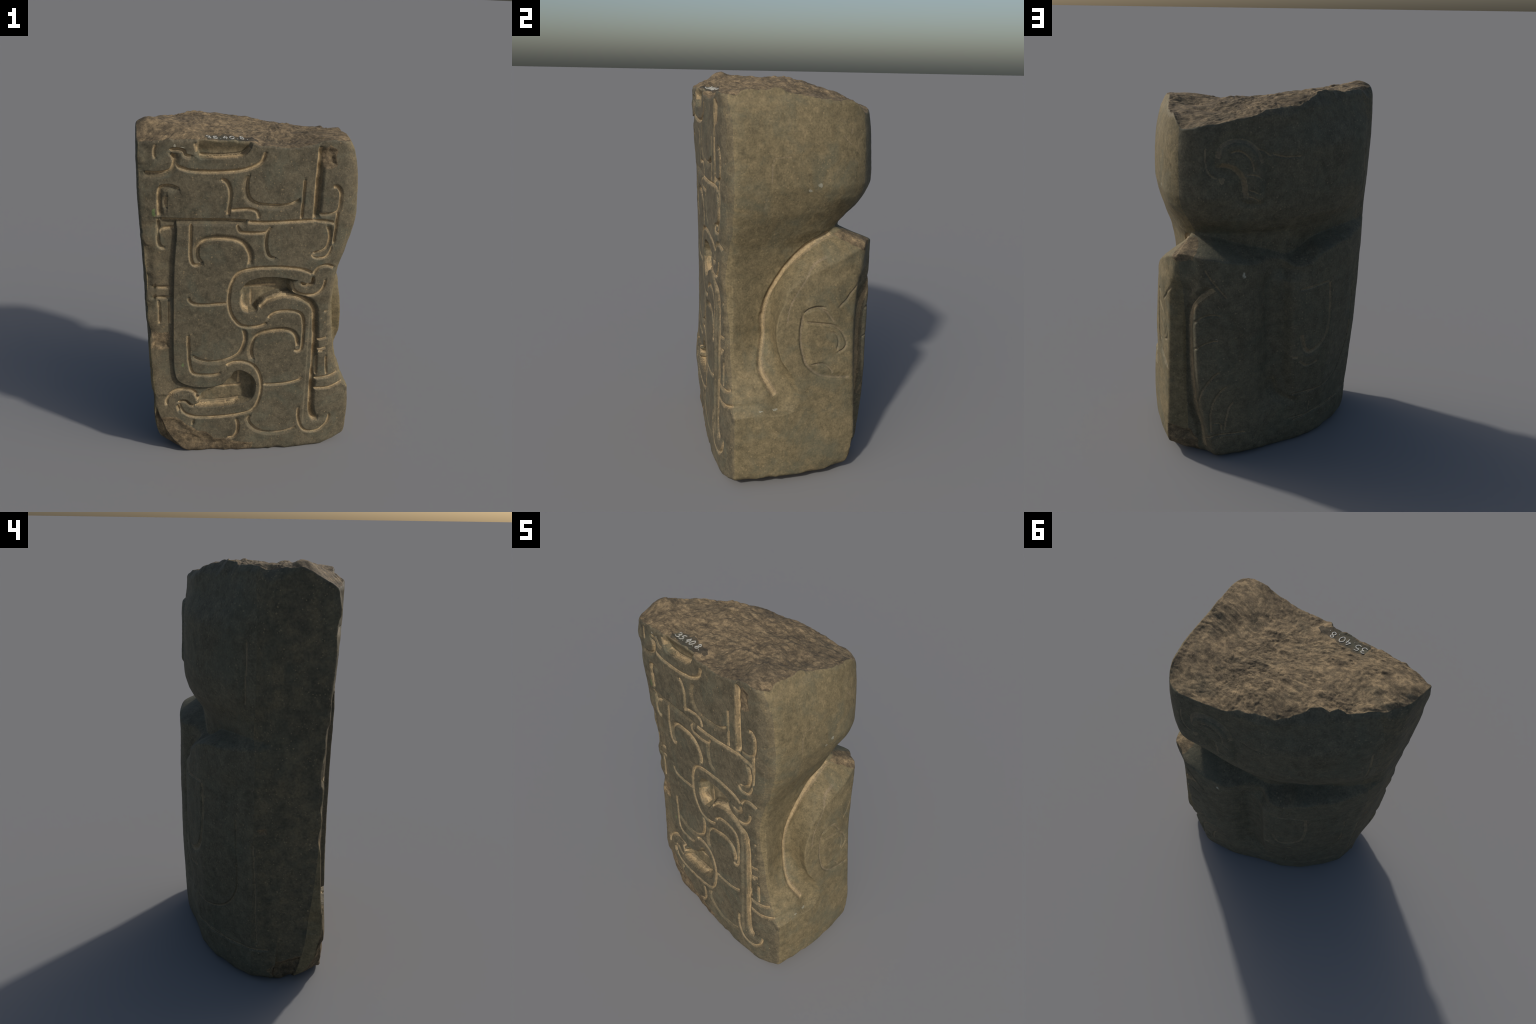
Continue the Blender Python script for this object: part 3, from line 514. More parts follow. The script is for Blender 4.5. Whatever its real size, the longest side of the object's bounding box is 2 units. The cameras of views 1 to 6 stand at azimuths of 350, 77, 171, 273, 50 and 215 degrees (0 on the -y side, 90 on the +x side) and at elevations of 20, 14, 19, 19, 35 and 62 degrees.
def apply_cut(depth_field, owner, index, coords, active, cut):
    kind, depth, wl, wr, points = cut
    line = catmull(points, 6)
    depth, wl, wr = 1.2 * depth, 1.15 * wl, 1.15 * wr
    reach = max(wl, wr) + .004
    lo, hi = line.min(0) - reach, line.max(0) + reach
    m = np.where(active & (coords[:, 0] > lo[0]) & (coords[:, 0] < hi[0])
                 & (coords[:, 1] > lo[1]) & (coords[:, 1] < hi[1]))[0]
    if len(m) == 0:
        return
    q = coords[m] + 0.0006 * np.stack([noise3(coords[m, 0] * 45, coords[m, 1] * 45, 0 * m, 90),
                                       noise3(coords[m, 0] * 45, coords[m, 1] * 45, 0 * m, 91)], 1)
    dist, sign, arc, total = polyline_distance(q, line)
    k = (dist < reach)
    m, dist, sign, arc = m[k], dist[k], sign[k], arc[k]
    taper = smoothstep(-.35, 1, arc / .03) * smoothstep(-.35, 1, (total - arc) / .03)
    vary = 1 + 0.18 * noise3(arc * 25, arc * 0 + index, arc * 0, 77)
    d = depth * cut_profile(dist, sign, wl, wr) * taper * vary
    # the dust lies thick along the bottom of the cut and thins out up its slopes
    w = np.where(sign > 0, wl, wr)
    core = dist / np.minimum(w, .017)
    spread = dist / np.clip(w, .016, .030)
    win = d > depth_field[m]
    depth_field[m] = np.maximum(depth_field[m], d)
    level = (spread < .95) * 1 + (core < .80) * 1 + (core < .38) * 1
    mark = (level > 0) & win & (taper > .5)
    owner[m[mark]] = index * 4 + level[mark]


# ------------------------------------------------------------------ building the skin
FRONT_STEP, SIDE_STEP, ROWS = .0026, .0046, 780
phi, s_cols = column_layout(FRONT_STEP, SIDE_STEP)
NC = len(phi)
z_rows = np.linspace(-.02, 2.05, 520)
reach, crease_dist, arc_line = build_reach(z_rows, phi, s_cols)
(core_x, core_y), (ray_x, ray_y) = core_and_reach(phi)
cols = np.arange(NC)


def skin_at(z):
    """Skin position for one height per column (or a grid of heights)."""
    f = np.clip((z - z_rows[0]) / (z_rows[1] - z_rows[0]), 0, len(z_rows) - 1.001)
    i = f.astype(int)
    t = f - i
    c = np.broadcast_to(cols, z.shape)
    rho = reach[i, c] * (1 - t) + reach[i + 1, c] * t
    dist = crease_dist[i, c] * (1 - t) + crease_dist[i + 1, c] * t
    return core_x + rho * ray_x, core_y + rho * ray_y, dist


z_top = np.full(NC, 1.92)
z_bot = np.full(NC, 0.02)
for _ in range(4):
    x, y, _d = skin_at(z_top)
    z_top = top_height(x, y)
    x, y, _d = skin_at(z_bot)
    z_bot = bottom_height(x, y)
frac = np.linspace(0, 1, ROWS)
Z = z_bot[None, :] + frac[:, None] * (z_top - z_bot)[None, :]
X, Y, CD = skin_at(Z)
S = np.broadcast_to(s_cols, Z.shape)

# horizontal-ish outward normal of the uncarved skin
Px, Py, Pz = X, Y, Z
dux, duy = np.roll(X, -1, 1) - np.roll(X, 1, 1), np.roll(Y, -1, 1) - np.roll(Y, 1, 1)
duz = np.roll(Z, -1, 1) - np.roll(Z, 1, 1)
dvx, dvy, dvz = np.gradient(X, axis=0), np.gradient(Y, axis=0), np.gradient(Z, axis=0)
NX, NY, NZ = duy * dvz - duz * dvy, duz * dvx - dux * dvz, dux * dvy - duy * dvx
nl = np.sqrt(NX ** 2 + NY ** 2 + NZ ** 2) + 1e-12
NX, NY, NZ = NX / nl, NY / nl, NZ / nl

flat = lambda a: np.ascontiguousarray(a).reshape(-1)
fx, fy, fz, fs = flat(X), flat(Y), flat(Z), flat(S)
front_mask = (flat(NY) < -.55) & (fy < -.285)
front_coords = np.stack([fx, fz], 1)
round_coords = np.stack([fs, fz], 1)
is_round = ~(front_mask & (np.abs(fx) < .45))

cuts = [(c, False) for c in FRONT_CUTS]
cuts.append((('arc_groove', .008, .016, .030, arc_line), True))
for kind, depth, wl, wr, pts in ROUND_CUTS:
    cuts.append(((kind, depth, wl, wr, to_girth(pts)), True))
depth = np.zeros(len(fx))
owner = np.full(len(fx), -1)
front_active = (fy < -.22) & (flat(NY) < -.1)
plain_kinds = ('lobe_step', 'channel')
for i, (cut, around) in enumerate(cuts):
    if cut[0] in plain_kinds:
        continue
    if around:
        apply_cut(depth, owner, i, round_coords, is_round, cut)
    else:
        apply_cut(depth, owner, i, front_coords, front_active, cut)
wide = np.zeros(len(fx))
no_owner = np.full(len(fx), -1)
for cut, around in cuts:
    if cut[0] in plain_kinds:
        apply_cut(wide, no_owner, 0, round_coords, is_round, cut)

# pockets and the sunk left border
sunk = np.zeros(len(fx))
pocket_owner = np.full(len(fx), -1)
for i, (kind, d, wall, outline) in enumerate(FRONT_POCKETS):
    p = np.array(outline)
    m = np.where(front_active & (fx > p[:, 0].min() - .03) & (fx < p[:, 0].max() + .03)
                 & (fz > p[:, 1].min() - .03) & (fz < p[:, 1].max() + .03))[0]
    q = front_coords[m] + (.001 if kind == 'trough' else .003) * np.stack([noise3(fx[m] * 30, fz[m] * 30, 0 * m, 31), noise3(fx[m] * 30, fz[m] * 30, 0 * m, 32)], 1)
    dd = polygon_depth(q, catmull(np.vstack([p, p[:1]]), 4)[:-1])
    if kind == 'trough':
        v = d * smoothstep(-.002, wall, dd) * (.25 + .75 * smoothstep(1.925, 1.845, fz[m]))
    else:
        v = d * smoothstep(-.002, wall, dd) * (1 + .03 * fbm(fx[m] * 25, fz[m] * 25, 0 * m, 3, 41))
    sunk[m] = np.maximum(sunk[m], v)
    pocket_owner[m[dd > .003]] = i

line = catmull(LEFT_WALL, 6)
m = np.where(front_active & (fx < -.05) & (fz > .40) & (fz < 1.49))[0]
dist, sign, arc, total = polyline_distance(front_coords[m], line)
ground = np.where(sign < 0, smoothstep(0, .012, dist) * smoothstep(.20, .03, dist), 0)
ground = ground * smoothstep(0, .04, total - arc) * smoothstep(-.01, .03, arc)
sunk[m] = np.maximum(sunk[m], .019 * ground)
# the right border lies lower than the neck of the interlace
right = smoothstep(.335, .350, fx) * smoothstep(.62, .40, fx) * smoothstep(1.02, .96, fz) * smoothstep(.15, .21, fz)
sunk = np.maximum(sunk, .012 * right * front_active)
left = smoothstep(-.436, -.450, fx) * smoothstep(.20, .30, fz) * smoothstep(1.50, 1.36, fz)
sunk = np.maximum(sunk, .000 * left * front_active)

# chips
chip_owner = np.full(len(fx), -1)
chip_depth = np.zeros(len(fx))
for i, (kind, d, wall, where, outline) in enumerate(CHIPS):
    if where == 'front':
        p, coords, act = np.array(outline), front_coords, front_active
    else:
        p, coords, act = to_girth(outline), round_coords, np.ones(len(fx), bool)
    m = np.where(act & (coords[:, 0] > p[:, 0].min() - .04) & (coords[:, 0] < p[:, 0].max() + .04)
                 & (coords[:, 1] > p[:, 1].min() - .04) & (coords[:, 1] < p[:, 1].max() + .04))[0]
    if not len(m):
        continue
    j = .010 * np.stack([fbm(fx[m] * 16, fy[m] * 16, fz[m] * 16, 3, 71), fbm(fx[m] * 16, fy[m] * 16, fz[m] * 16, 3, 72)], 1)
    dd = polygon_depth(coords[m] + j, p)
    lump = .65 + .45 * fbm(fx[m] * 10, fy[m] * 10, fz[m] * 13, 3, 75) + .06 * fbm(fx[m] * 55, fy[m] * 55, fz[m] * 55, 2, 76)
    v = d * smoothstep(0, wall, dd) * lump
    chip_depth[m] = np.maximum(chip_depth[m], v)
    chip_owner[m[dd > .001]] = i

# the low raised curl on the back
c = to_girth(RAISED_CURL)
curl = np.zeros(len(fx))
m = np.where((np.abs(fs - c[:, 0].mean()) < .25) & (fz > 1.40) & (fz < 1.82) & (fy > .2))[0]
dd = polygon_depth(round_coords[m], catmull(np.vstack([c, c[:1]]), 4)[:-1])
curl[m] = .014 * smoothstep(-.010, .024, dd) - .008 * smoothstep(-.06, -.012, dd) * smoothstep(.004, -.010, dd)
curl[m] *= smoothstep(1.42, 1.49, fz[m])

# skin texture: faint undulation and tooling, rougher at the broken rims
und = .0022 * fbm(fx * 6, fy * 6, fz * 6, 3, 11) + .0005 * fbm(fx * 60, fy * 60, fz * 60, 2, 12)
below_top = flat((z_top[None, :] - Z))
above_bottom = flat((Z - z_bot[None, :]))
nick = .5 + .9 * np.abs(fbm(fx * 10, fy * 10, fz * 4, 2, 14))
rim_size = 1 + 3.0 * smoothstep(.15, -.1, fx) * smoothstep(-.22, -.1, fy)
rim = .007 * rim_size * nick * np.clip(1 - below_top / (.013 * rim_size * nick + .002), 0, 1) ** 2
heel = .012 * nick * np.clip(1 - above_bottom / (.024 * nick), 0, 1) ** 2
edge = girth_at(-.600, -.362)
near_edge = np.exp(-((np.where(fs > GIRTH / 2, fs - GIRTH, fs) - edge) / .032) ** 2)
wear = .020 * np.maximum(fbm(fz * 8, fz * 0, fx * 6, 3, 66) - .15, 0) + .020 * np.exp(-((fz - .80) / .05) ** 2) + .010 * np.exp(-((fz - .95) / .03) ** 2) + .010 * np.exp(-((fz - 1.72) / .05) ** 2)
chip_depth = chip_depth + near_edge * wear
total_cut = (np.maximum(np.maximum(depth, wide), 0) + sunk + chip_depth + rim + heel - curl - und)
# pocket floors keep their incised lines; elsewhere cuts and sunk ground do not pile up
total_cut = np.where((sunk > .03) & (pocket_owner >= 0), sunk + .4 * depth + chip_depth + rim + heel - und, total_cut)
fx2 = fx - flat(NX) * total_cut
fy2 = fy - flat(NY) * total_cut
fz2 = fz - flat(NZ) * total_cut * (1 - smoothstep(.05, .0, np.minimum(below_top, above_bottom)))
skin = np.stack([fx2, fy2, fz2], 1)

stain_owner = np.full(len(fx), -1)
for i, (kind, place, ra, rz) in enumerate(STAINS):
    c = to_girth([place])[0]
    g = np.hypot((fs - c[0]) / ra, (fz - c[1]) / rz) + .45 * fbm(fx * 90, fy * 90, fz * 90, 2, 95 + i)
    stain_owner[(np.abs(fs - c[0]) < .06) & (np.abs(fz - c[1]) < .06) & (g < 1)] = i

# ------------------------------------------------------------------ top and underside
def cap(rim_ring, rings, height):
    centre = np.array([.0, -.03])
    t = np.linspace(1, 0, rings + 1)[1:-1]
    x = centre[0] + t[:, None] * (rim_ring[None, :, 0] - centre[0])
    y = centre[1] + t[:, None] * (rim_ring[None, :, 1] - centre[1])
    h = height(x, y)
    ease = smoothstep(.93, 1.0, t)[:, None]
    edge = height(rim_ring[:, 0], rim_ring[:, 1])
    h = h + ease * (rim_ring[:, 2] - edge)[None, :]
    pts = np.stack([x, y, h], -1).reshape(-1, 3)
    mid = np.array([[centre[0], centre[1], height(np.array([centre[0]]), np.array([centre[1]]))[0]]])
    return np.vstack([pts, mid])


TOP_RINGS, BASE_RINGS = 150, 24
grid = skin.reshape(ROWS, NC, 3)
top_pts = cap(grid[-1], TOP_RINGS, top_height)
base_pts = cap(grid[0], BASE_RINGS, bottom_height)
n_skin, n_top = len(skin), len(top_pts)
verts = np.vstack([skin, top_pts, base_pts])
verts[:, 2] -= verts[:, 2].min()
verts[:, 2] *= 2.0 / verts[:, 2].max()

i, j = np.meshgrid(np.arange(ROWS - 1), cols, indexing='ij')
j2 = (j + 1) % NC
quads = np.stack([i * NC + j, i * NC + j2, (i + 1) * NC + j2, (i + 1) * NC + j], -1).reshape(-1, 4)


def cap_faces(rim_start, start, rings, flip):
    rows = [rim_start + cols] + [start + r * NC + cols for r in range(rings - 1)]
    q = []
    for a, b in zip(rows[:-1], rows[1:]):
        q.append(np.stack([a, np.roll(a, -1), np.roll(b, -1), b], 1))
    q = np.vstack(q)
    mid = start + (rings - 1) * NC
    tri = np.stack([rows[-1], np.roll(rows[-1], -1), np.full(NC, mid)], 1)
    if flip:
        q, tri = q[:, ::-1], tri[:, ::-1]
    return q, tri


tq, tt = cap_faces((ROWS - 1) * NC, n_skin, TOP_RINGS, False)
bq, bt = cap_faces(0, n_skin + n_top, BASE_RINGS, True)

# ------------------------------------------------------------------ materials
def ramp(nt, fac, stops):
    n = nt.nodes.new('ShaderNodeValToRGB')
    el = n.color_ramp.elements
    while len(el) < len(stops):
        el.new(.5)
    for e, (p, c) in zip(el, stops):
        e.position, e.color = p, (*c, 1)
    nt.links.new(fac, n.inputs['Fac'])
    return n.outputs['Color']


def noise_node(nt, vec, scale, detail=4, rough=.55, distort=0.0):
    n = nt.nodes.new('ShaderNodeTexNoise')
    n.inputs['Scale'].default_value = scale
    n.inputs['Detail'].default_value = detail
    n.inputs['Roughness'].default_value = rough
    n.inputs['Distortion'].default_value = distort
    nt.links.new(vec, n.inputs['Vector'])
    return n.outputs['Fac']


def mix(nt, fac, a, b, mode='MIX'):
    n = nt.nodes.new('ShaderNodeMix')
    n.data_type = 'RGBA'
    n.blend_type = mode
    n.clamp_factor = True
    if isinstance(fac, (int, float)):
        n.inputs[0].default_value = fac
    else:
        nt.links.new(fac, n.inputs[0])
    for sock, v in ((n.inputs[6], a), (n.inputs[7], b)):
        if isinstance(v, tuple):
            sock.default_value = (*v, 1)
        else:
            nt.links.new(v, sock)
    return n.outputs[2]


def math_node(nt, op, a, b):
    n = nt.nodes.new('ShaderNodeMath')
    n.operation = op
    for sock, v in zip(n.inputs, (a, b)):
        if isinstance(v, (int, float)):
            sock.default_value = v
        else:
            nt.links.new(v, sock)
    return n.outputs[0]


def spots(nt, vec, scale, size, seed_shift):
    m = nt.nodes.new('ShaderNodeMapping')
    m.inputs['Location'].default_value = (seed_shift, seed_shift * .7, -seed_shift)
    nt.links.new(vec, m.inputs['Vector'])
    v = nt.nodes.new('ShaderNodeTexVoronoi')
    v.inputs['Scale'].default_value = scale
    v.inputs['Randomness'].default_value = 1
    nt.links.new(m.outputs['Vector'], v.inputs['Vector'])
    wob = noise_node(nt, vec, scale * 1.7, 2)
    d = math_node(nt, 'ADD', v.outputs['Distance'], math_node(nt, 'MULTIPLY', math_node(nt, 'SUBTRACT', wob, .5), .35))
    sep = nt.nodes.new('ShaderNodeSeparateColor')
    nt.links.new(v.outputs['Color'], sep.inputs['Color'])
    lim = math_node(nt, 'MULTIPLY', math_node(nt, 'MAXIMUM', math_node(nt, 'SUBTRACT', sep.outputs['Red'], .55), 0), size / .45)
    r = nt.nodes.new('ShaderNodeMath')
    r.operation = 'SUBTRACT'
    nt.links.new(lim, r.inputs[0])
    nt.links.new(d, r.inputs[1])
    n = nt.nodes.new('ShaderNodeMath')
    n.operation = 'MULTIPLY'
    n.use_clamp = True
    nt.links.new(r.outputs[0], n.inputs[0])
    n.inputs[1].default_value = 9
    return n.outputs[0]


def stone(name, dark, mid, light, fleck, fleck_amount, grain_scale=1.0, rough=.72, bump=.25, patina=.5, blotchy=False):
    mat = bpy.data.materials.new(name)
    mat.use_nodes = True
    nt = mat.node_tree
    bsdf = nt.nodes['Principled BSDF']
    tc = nt.nodes.new('ShaderNodeTexCoord')
    vec = tc.outputs['Object']
    big = noise_node(nt, vec, 3.2, 5, .6, .4)
    med = noise_node(nt, vec, 24 * grain_scale, 5, .66, .3)
    fine = noise_node(nt, vec, 110 * grain_scale, 4, .65)
    if blotchy:
        st = nt.nodes.new('ShaderNodeMapping')
        st.inputs['Scale'].default_value = (.9, 1.1, 1.0)
        nt.links.new(vec, st.inputs['Vector'])
        med = noise_node(nt, st.outputs['Vector'], 26, 8, .72, .3)
    m = math_node(nt, 'ADD', math_node(nt, 'MULTIPLY', big, .25 if blotchy else .30), math_node(nt, 'MULTIPLY', med, .75 if blotchy else .70))
    col = ramp(nt, m, [(.38, dark), (.50, mid), (.63, light)] if not blotchy else [(.38, dark), (.50, mid), (.64, light)])
    grain = ramp(nt, fine, [(.25, (.66, .66, .66)), (.5, (1.0, 1.0, 1.0)), (.78, (1.32, 1.30, 1.25))])
    col = mix(nt, 1.0, col, grain, 'MULTIPLY')
    green = ramp(nt, noise_node(nt, vec, 5.5, 5, .65, .6), [(.50, (0, 0, 0)), (.68, (1, 1, 1))])
    col = mix(nt, math_node(nt, 'MULTIPLY', green, patina), col, (.100, .108, .078))
    f1 = spots(nt, vec, 46, .27, 1.3)
    f2 = spots(nt, vec, 95, .36, 4.1)
    ff = math_node(nt, 'MULTIPLY', math_node(nt, 'MAXIMUM', f1, math_node(nt, 'MULTIPLY', f2, .8)), fleck_amount)
    col = mix(nt, ff, col, fleck)
    nt.links.new(col, bsdf.inputs['Base Color'])
    bsdf.inputs['Roughness'].default_value = rough
    bsdf.inputs['Specular IOR Level'].default_value = .2
    b = nt.nodes.new('ShaderNodeBump')
    b.inputs['Strength'].default_value = bump
    b.inputs['Distance'].default_value = .004
    nt.links.new(math_node(nt, 'ADD', fine, math_node(nt, 'MULTIPLY', med, .8)), b.inputs['Height'])
    nt.links.new(b.outputs['Normal'], bsdf.inputs['Normal'])
    return mat


TAN = (.33, .235, .125)
m_panel = stone('carved_face_stone', (.076, .066, .044), (.109, .093, .061), (.146, .123, .080), (.27, .20, .11), .6)
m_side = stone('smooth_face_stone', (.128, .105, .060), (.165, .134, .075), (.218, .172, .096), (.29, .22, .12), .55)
m_back = stone('darker_back_tone', (.088, .078, .052), (.115, .102, .068), (.148, .129, .084), (.25, .20, .12), .6, patina=.35)  # darker, less tan colour than the side, used on the back
m_corner = stone('worn_corner_stone', (.090, .077, .050), (.126, .104, .065), (.168, .138, .083), (.27, .20, .11), .5)
m_ground_dust = stone('dusty_ground', (.100, .083, .053), (.128, .105, .066), (.160, .130, .080), TAN, .4)
m_line_edge = stone('dusty_groove_edge', (.180, .140, .083), (.225, .175, .104), (.27, .208, .125), TAN, .3)
m_line = stone('dusty_groove', (.29, .215, .12), (.36, .27, .152), (.42, .32, .18), (.40, .30, .17), .3)
m_arc = stone('pale_arc_line', (.27, .205, .115), (.33, .25, .14), (.38, .29, .165), (.40, .30, .17), .3)  # paler tan for the line along the arc
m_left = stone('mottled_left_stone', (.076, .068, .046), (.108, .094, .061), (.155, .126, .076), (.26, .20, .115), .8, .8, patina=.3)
m_line_back = stone('worn_line', (.150, .122, .078), (.200, .160, .100), (.25, .195, .12), TAN, .3)
m_pocket = stone('pocket_floor_stone', (.130, .108, .066), (.172, .140, .085), (.225, .178, .105), TAN, .4)
m_break = stone('fresh_break_stone', (.078, .061, .040), (.148, .112, .068), (.31, .228, .130), (.33, .245, .135), .4, 1.6, .85, .5, .12, True)
m_green = stone('green_stain', (.09, .12, .05), (.13, .17, .07), (.16, .20, .09), (.2, .2, .1), .2)
m_pale = stone('pale_spot', (.20, .19, .14), (.30, .28, .21), (.40, .38, .30), (.4, .38, .3), .2, 2.0)
m_ground = stone('dark_number_ground', (.050, .043, .031), (.072, .060, .042), (.105, .085, .056), (.15, .12, .08), .3, rough=.9)
m_paint = bpy.data.materials.new('white_paint')
m_paint.use_nodes = True
nt = m_paint.node_tree
pt = nt.nodes.new('ShaderNodeTexCoord')
pc = ramp(nt, noise_node(nt, pt.outputs['Object'], 130, 3), [(.3, (.26, .25, .21)), (.6, (.44, .43, .38))])
nt.links.new(pc, nt.nodes['Principled BSDF'].inputs['Base Color'])
nt.nodes['Principled BSDF'].inputs['Roughness'].default_value = .7

# ------------------------------------------------------------------ the thing and its parts
root = bpy.data.objects.new('stone_carving', None)
root['label'] = 'dark olive carved stone block with incised scroll relief'
root['category'] = 'stone carving'
bpy.context.collection.objects.link(root)

# vertex normals of the whole body, so that parts meet without a seam
body = bpy.data.meshes.new('whole_body')
tris_all = np.vstack([tt, bt])
quads_all = np.vstack([quads, tq, bq])
loops = np.concatenate([quads_all.reshape(-1), tris_all.reshape(-1)])
starts = np.concatenate([np.arange(len(quads_all)) * 4, len(quads_all) * 4 + np.arange(len(tris_all)) * 3])


def fill_mesh(mesh, co, loop_verts, loop_start):
    mesh.vertices.add(len(co))
    mesh.vertices.foreach_set('co', co.astype(np.float32).reshape(-1))
    mesh.loops.add(len(loop_verts))
    mesh.loops.foreach_set('vertex_index', loop_verts.astype(np.int32))
    mesh.polygons.add(len(loop_start))
    mesh.polygons.foreach_set('loop_start', loop_start.astype(np.int32))
    mesh.update(calc_edges=True)


fill_mesh(body, verts, loops, starts)
normals = np.empty(len(verts) * 3, np.float32)
body.vertices.foreach_get('vector' if False else 'normal', normals)
normals = normals.reshape(-1, 3)
bpy.data.meshes.remove(body)


def add_part(name, quad_faces, tri_faces, materials, material_index=None):
    lv = np.concatenate([quad_faces.reshape(-1), tri_faces.reshape(-1)]) if tri_faces is not None else quad_faces.reshape(-1)
    used, inv = np.unique(lv, return_inverse=True)
    st = np.arange(len(quad_faces)) * 4
    if tri_faces is not None:
        st = np.concatenate([st, len(quad_faces) * 4 + np.arange(len(tri_faces)) * 3])
    mesh = bpy.data.meshes.new(name)
    fill_mesh(mesh, verts[used], inv, st)
    for mt in materials:
        mesh.materials.append(mt)
    if material_index is not None:
        mesh.polygons.foreach_set('material_index', material_index.astype(np.int32))
    mesh.polygons.foreach_set('use_smooth', np.ones(len(st), bool))
    mesh.normals_split_custom_set_from_vertices([tuple(n) for n in normals[used].tolist()])
    ob = bpy.data.objects.new(name, mesh)
    bpy.context.collection.objects.link(ob)
    ob.parent = root
    return ob


# which part each quad of the skin belongs to
q0, q2 = quads[:, 0], quads[:, 2]
f_owner = np.where(owner[q0] >= 0, owner[q0], -1)
f_pocket = pocket_owner[q0]
f_chip = chip_owner[q0]
f_owner = np.where((f_chip >= 0), -1, f_owner)
turn = flat(NY)[q0] + .05 * fbm(fx[q0] * 18, fy[q0] * 18, fz[q0] * 18, 3, 88)
f_front = front_mask[q0] & (turn < -.90)
f_corner = (fy[q0] < -.285) & (fx[q0] > 0) & (turn < -.58) & ~f_front
f_above = flat(CD)[q0] < 0
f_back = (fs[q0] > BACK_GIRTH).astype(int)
taken = np.zeros(len(quads), bool)
for k, (cut, around) in enumerate(cuts):
    m = (f_owner >= 0) & (f_owner // 4 == k)
    if m.sum() < 4:
        continue
    taken |= m
    if not around:
        mats = [m_panel, m_ground_dust, m_line_edge, m_line]
    elif cut[0] == 'arc_groove':
        mats = [m_side, m_side, m_line_edge, m_arc]
    elif cut[0] == 'channel_sun_tint':
        mats = [m_back, m_ground_dust, m_line_edge, m_line_edge]
    else:
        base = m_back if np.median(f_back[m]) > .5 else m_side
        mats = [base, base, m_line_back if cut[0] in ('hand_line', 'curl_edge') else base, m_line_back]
    add_part(cut[0], quads[m], None, mats, f_owner[m] % 4)
for k, c in enumerate(CHIPS):
    m = (f_chip == k) & ~taken
    if m.any():
        taken |= m
        add_part('chip', quads[m], None, [m_break])
for k, c in enumerate(FRONT_POCKETS):
    m = (f_pocket == k) & ~taken
    if m.any():
        taken |= m
        add_part(c[0], quads[m], None, [m_pocket])
f_stain = stain_owner[q0]
for k, c in enumerate(STAINS):
    m = (f_stain == k) & ~taken
    if m.any():
        taken |= m
        add_part(c[0], quads[m], None, [{'green_stain': m_green, 'tan_spot': m_line_back}.get(c[0], m_pale)])
f_border = f_front & (fx[q0] < -.437) & (fz[q0] > .24) & (fz[q0] < 1.47)
for name, m, mt in (('sunk_border', f_border, m_ground_dust),
                    ('carved_front', f_front & ~f_border, m_panel),
                    ('worn_corner', f_corner, m_corner),
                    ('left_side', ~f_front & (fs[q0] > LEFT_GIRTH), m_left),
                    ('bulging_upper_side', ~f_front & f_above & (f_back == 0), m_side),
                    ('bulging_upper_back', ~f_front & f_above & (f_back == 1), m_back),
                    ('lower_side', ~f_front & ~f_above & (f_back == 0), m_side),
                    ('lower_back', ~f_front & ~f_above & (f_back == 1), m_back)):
    m = m & ~taken
    taken |= m
    add_part(name, quads[m], None, [mt])
tc = verts[tq].mean(1)
pad = np.hypot((tc[:, 0] + .165) / .150, (tc[:, 1] + .340) / .042) + .25 * fbm(tc[:, 0] * 30, tc[:, 1] * 30, tc[:, 2] * 0, 3, 81) < 1
add_part('number_ground', tq[pad], None, [m_ground])
add_part('broken_top', tq[~pad], tt, [m_break])
add_part('underside', bq, bt, [m_break])

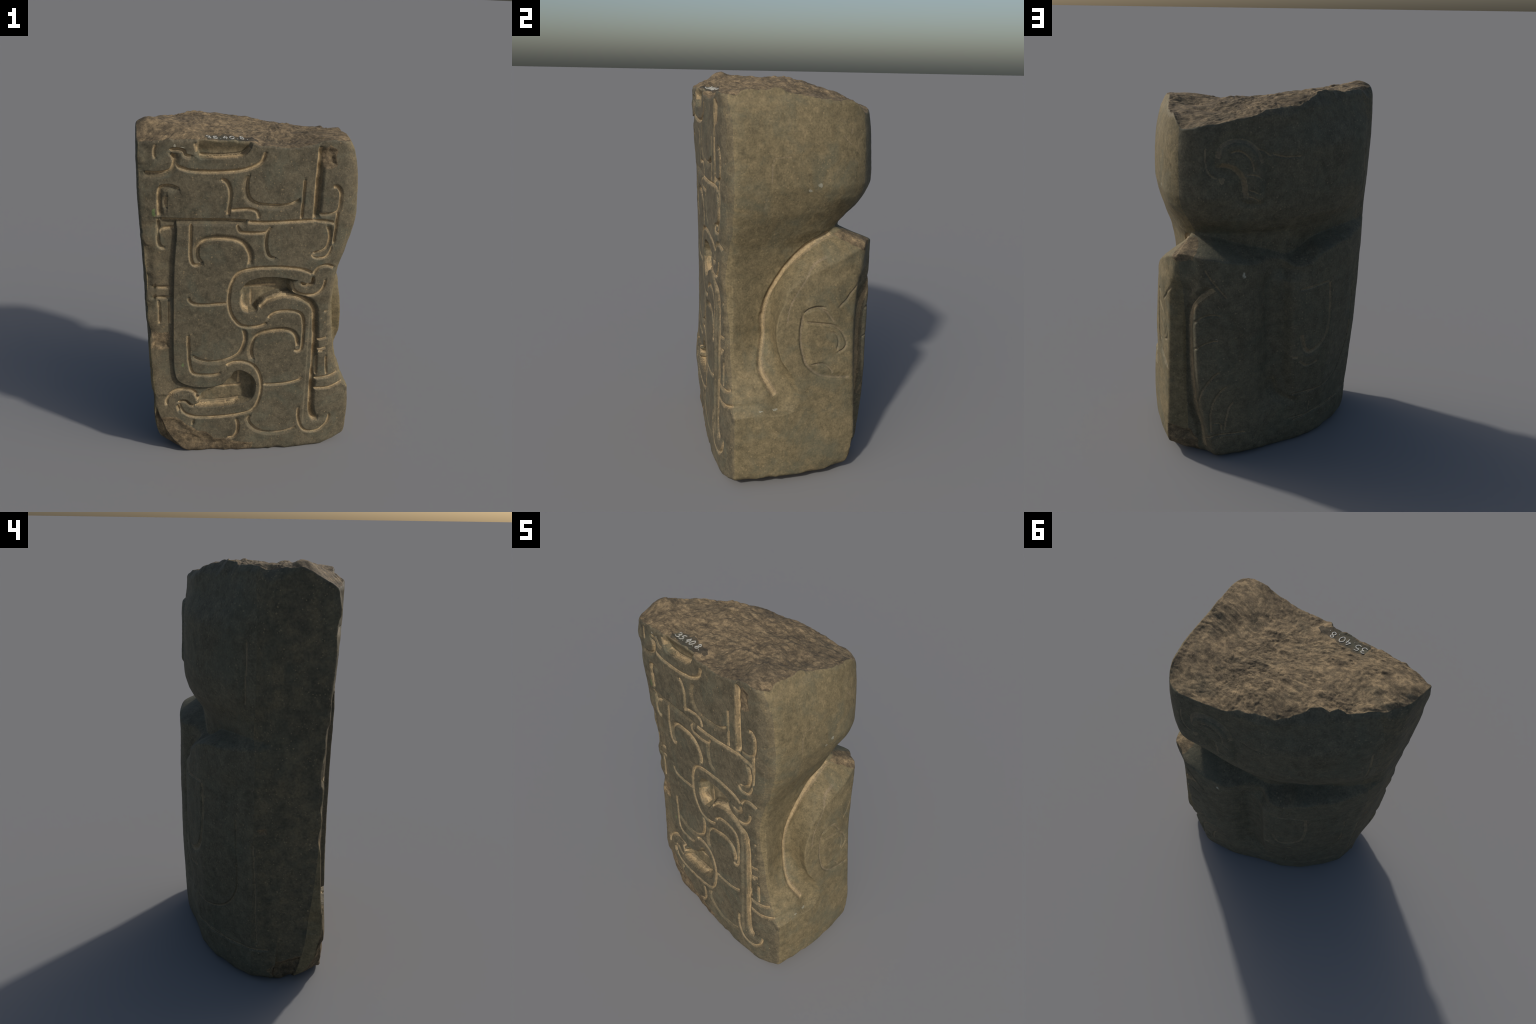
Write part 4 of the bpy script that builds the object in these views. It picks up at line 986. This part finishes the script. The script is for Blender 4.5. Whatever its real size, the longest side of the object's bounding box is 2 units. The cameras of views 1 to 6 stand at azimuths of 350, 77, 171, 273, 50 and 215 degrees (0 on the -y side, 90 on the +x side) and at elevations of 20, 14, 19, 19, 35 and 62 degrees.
# ------------------------------------------------------------------ painted inventory number
GLYPHS = {
    '3': [[(.05, .85), (.3, 1.0), (.55, .85), (.5, .65), (.28, .55), (.55, .45), (.62, .2), (.35, 0), (.02, .12)]],
    '5': [[(.62, 1.0), (.2, .97), (.12, .58), (.4, .62), (.62, .4), (.5, .1), (.25, 0), (.02, .1)]],
    '4': [[(.40, 1.0), (.06, .38)], [(.06, .38), (.70, .42)], [(.54, .78), (.46, -.05)]],
    '0': [[(.35, 1.0), (.1, .75), (.05, .35), (.25, .02), (.5, .15), (.64, .5), (.58, .85), (.35, 1.0)]],
    '8': [[(.55, .85), (.3, 1.0), (.12, .8), (.32, .55), (.58, .28), (.38, 0), (.1, .15), (.2, .45), (.5, .65), (.55, .85)]],
    '.': [[(.1, .02), (.16, .06)]],
}


def painted_number(text, start, direction, height):
    vs, fs = [], []
    pen = 0.0
    d = np.array(direction) / np.hypot(*direction)
    up = np.array([-d[1], d[0]])
    for ch in text:
        for stroke in GLYPHS[ch]:
            line = catmull(stroke, 5) * height
            line[:, 0] += pen
            base = len(vs)
            w = .0026
            for k, p in enumerate(line):
                a, b = line[max(k - 1, 0)], line[min(k + 1, len(line) - 1)]
                t = (b - a) / (np.hypot(*(b - a)) + 1e-9)
                nrm = np.array([-t[1], t[0]])
                for side, lift in ((-1, -.002), (-.8, .0030), (.8, .0030), (1, -.002)):
                    q = p + nrm * w * side
                    xy = np.array(start) + d * q[0] + up * q[1]
                    vs.append((xy[0], xy[1], lift))
            for k in range(len(line) - 1):
                r = base + 4 * k
                for e in range(3):
                    fs.append((r + e, r + e + 1, r + e + 5, r + e + 4))
            fs += [(base, base + 1, base + 2, base + 3), (base + 4 * len(line) - 1, base + 4 * len(line) - 2, base + 4 * len(line) - 3, base + 4 * len(line) - 4)]
        pen += height * (.45 if ch == '.' else .88)
    v = np.array(vs)
    scale = 2.0 / Z_SPAN
    v[:, 2] = (top_height(v[:, 0], v[:, 1]) - Z_LOW) * scale + v[:, 2]
    me = bpy.data.meshes.new('inventory_number')
    me.from_pydata(v.tolist(), [], fs)
    me.materials.append(m_paint)
    ob = bpy.data.objects.new('inventory_number', me)
    bpy.context.collection.objects.link(ob)
    ob.parent = root


allz = np.concatenate([fz2, top_pts[:, 2], base_pts[:, 2]])
Z_LOW, Z_SPAN = allz.min(), allz.max() - allz.min()
painted_number('35.40.8.', (-.275, -.352), (1, .02), .040)
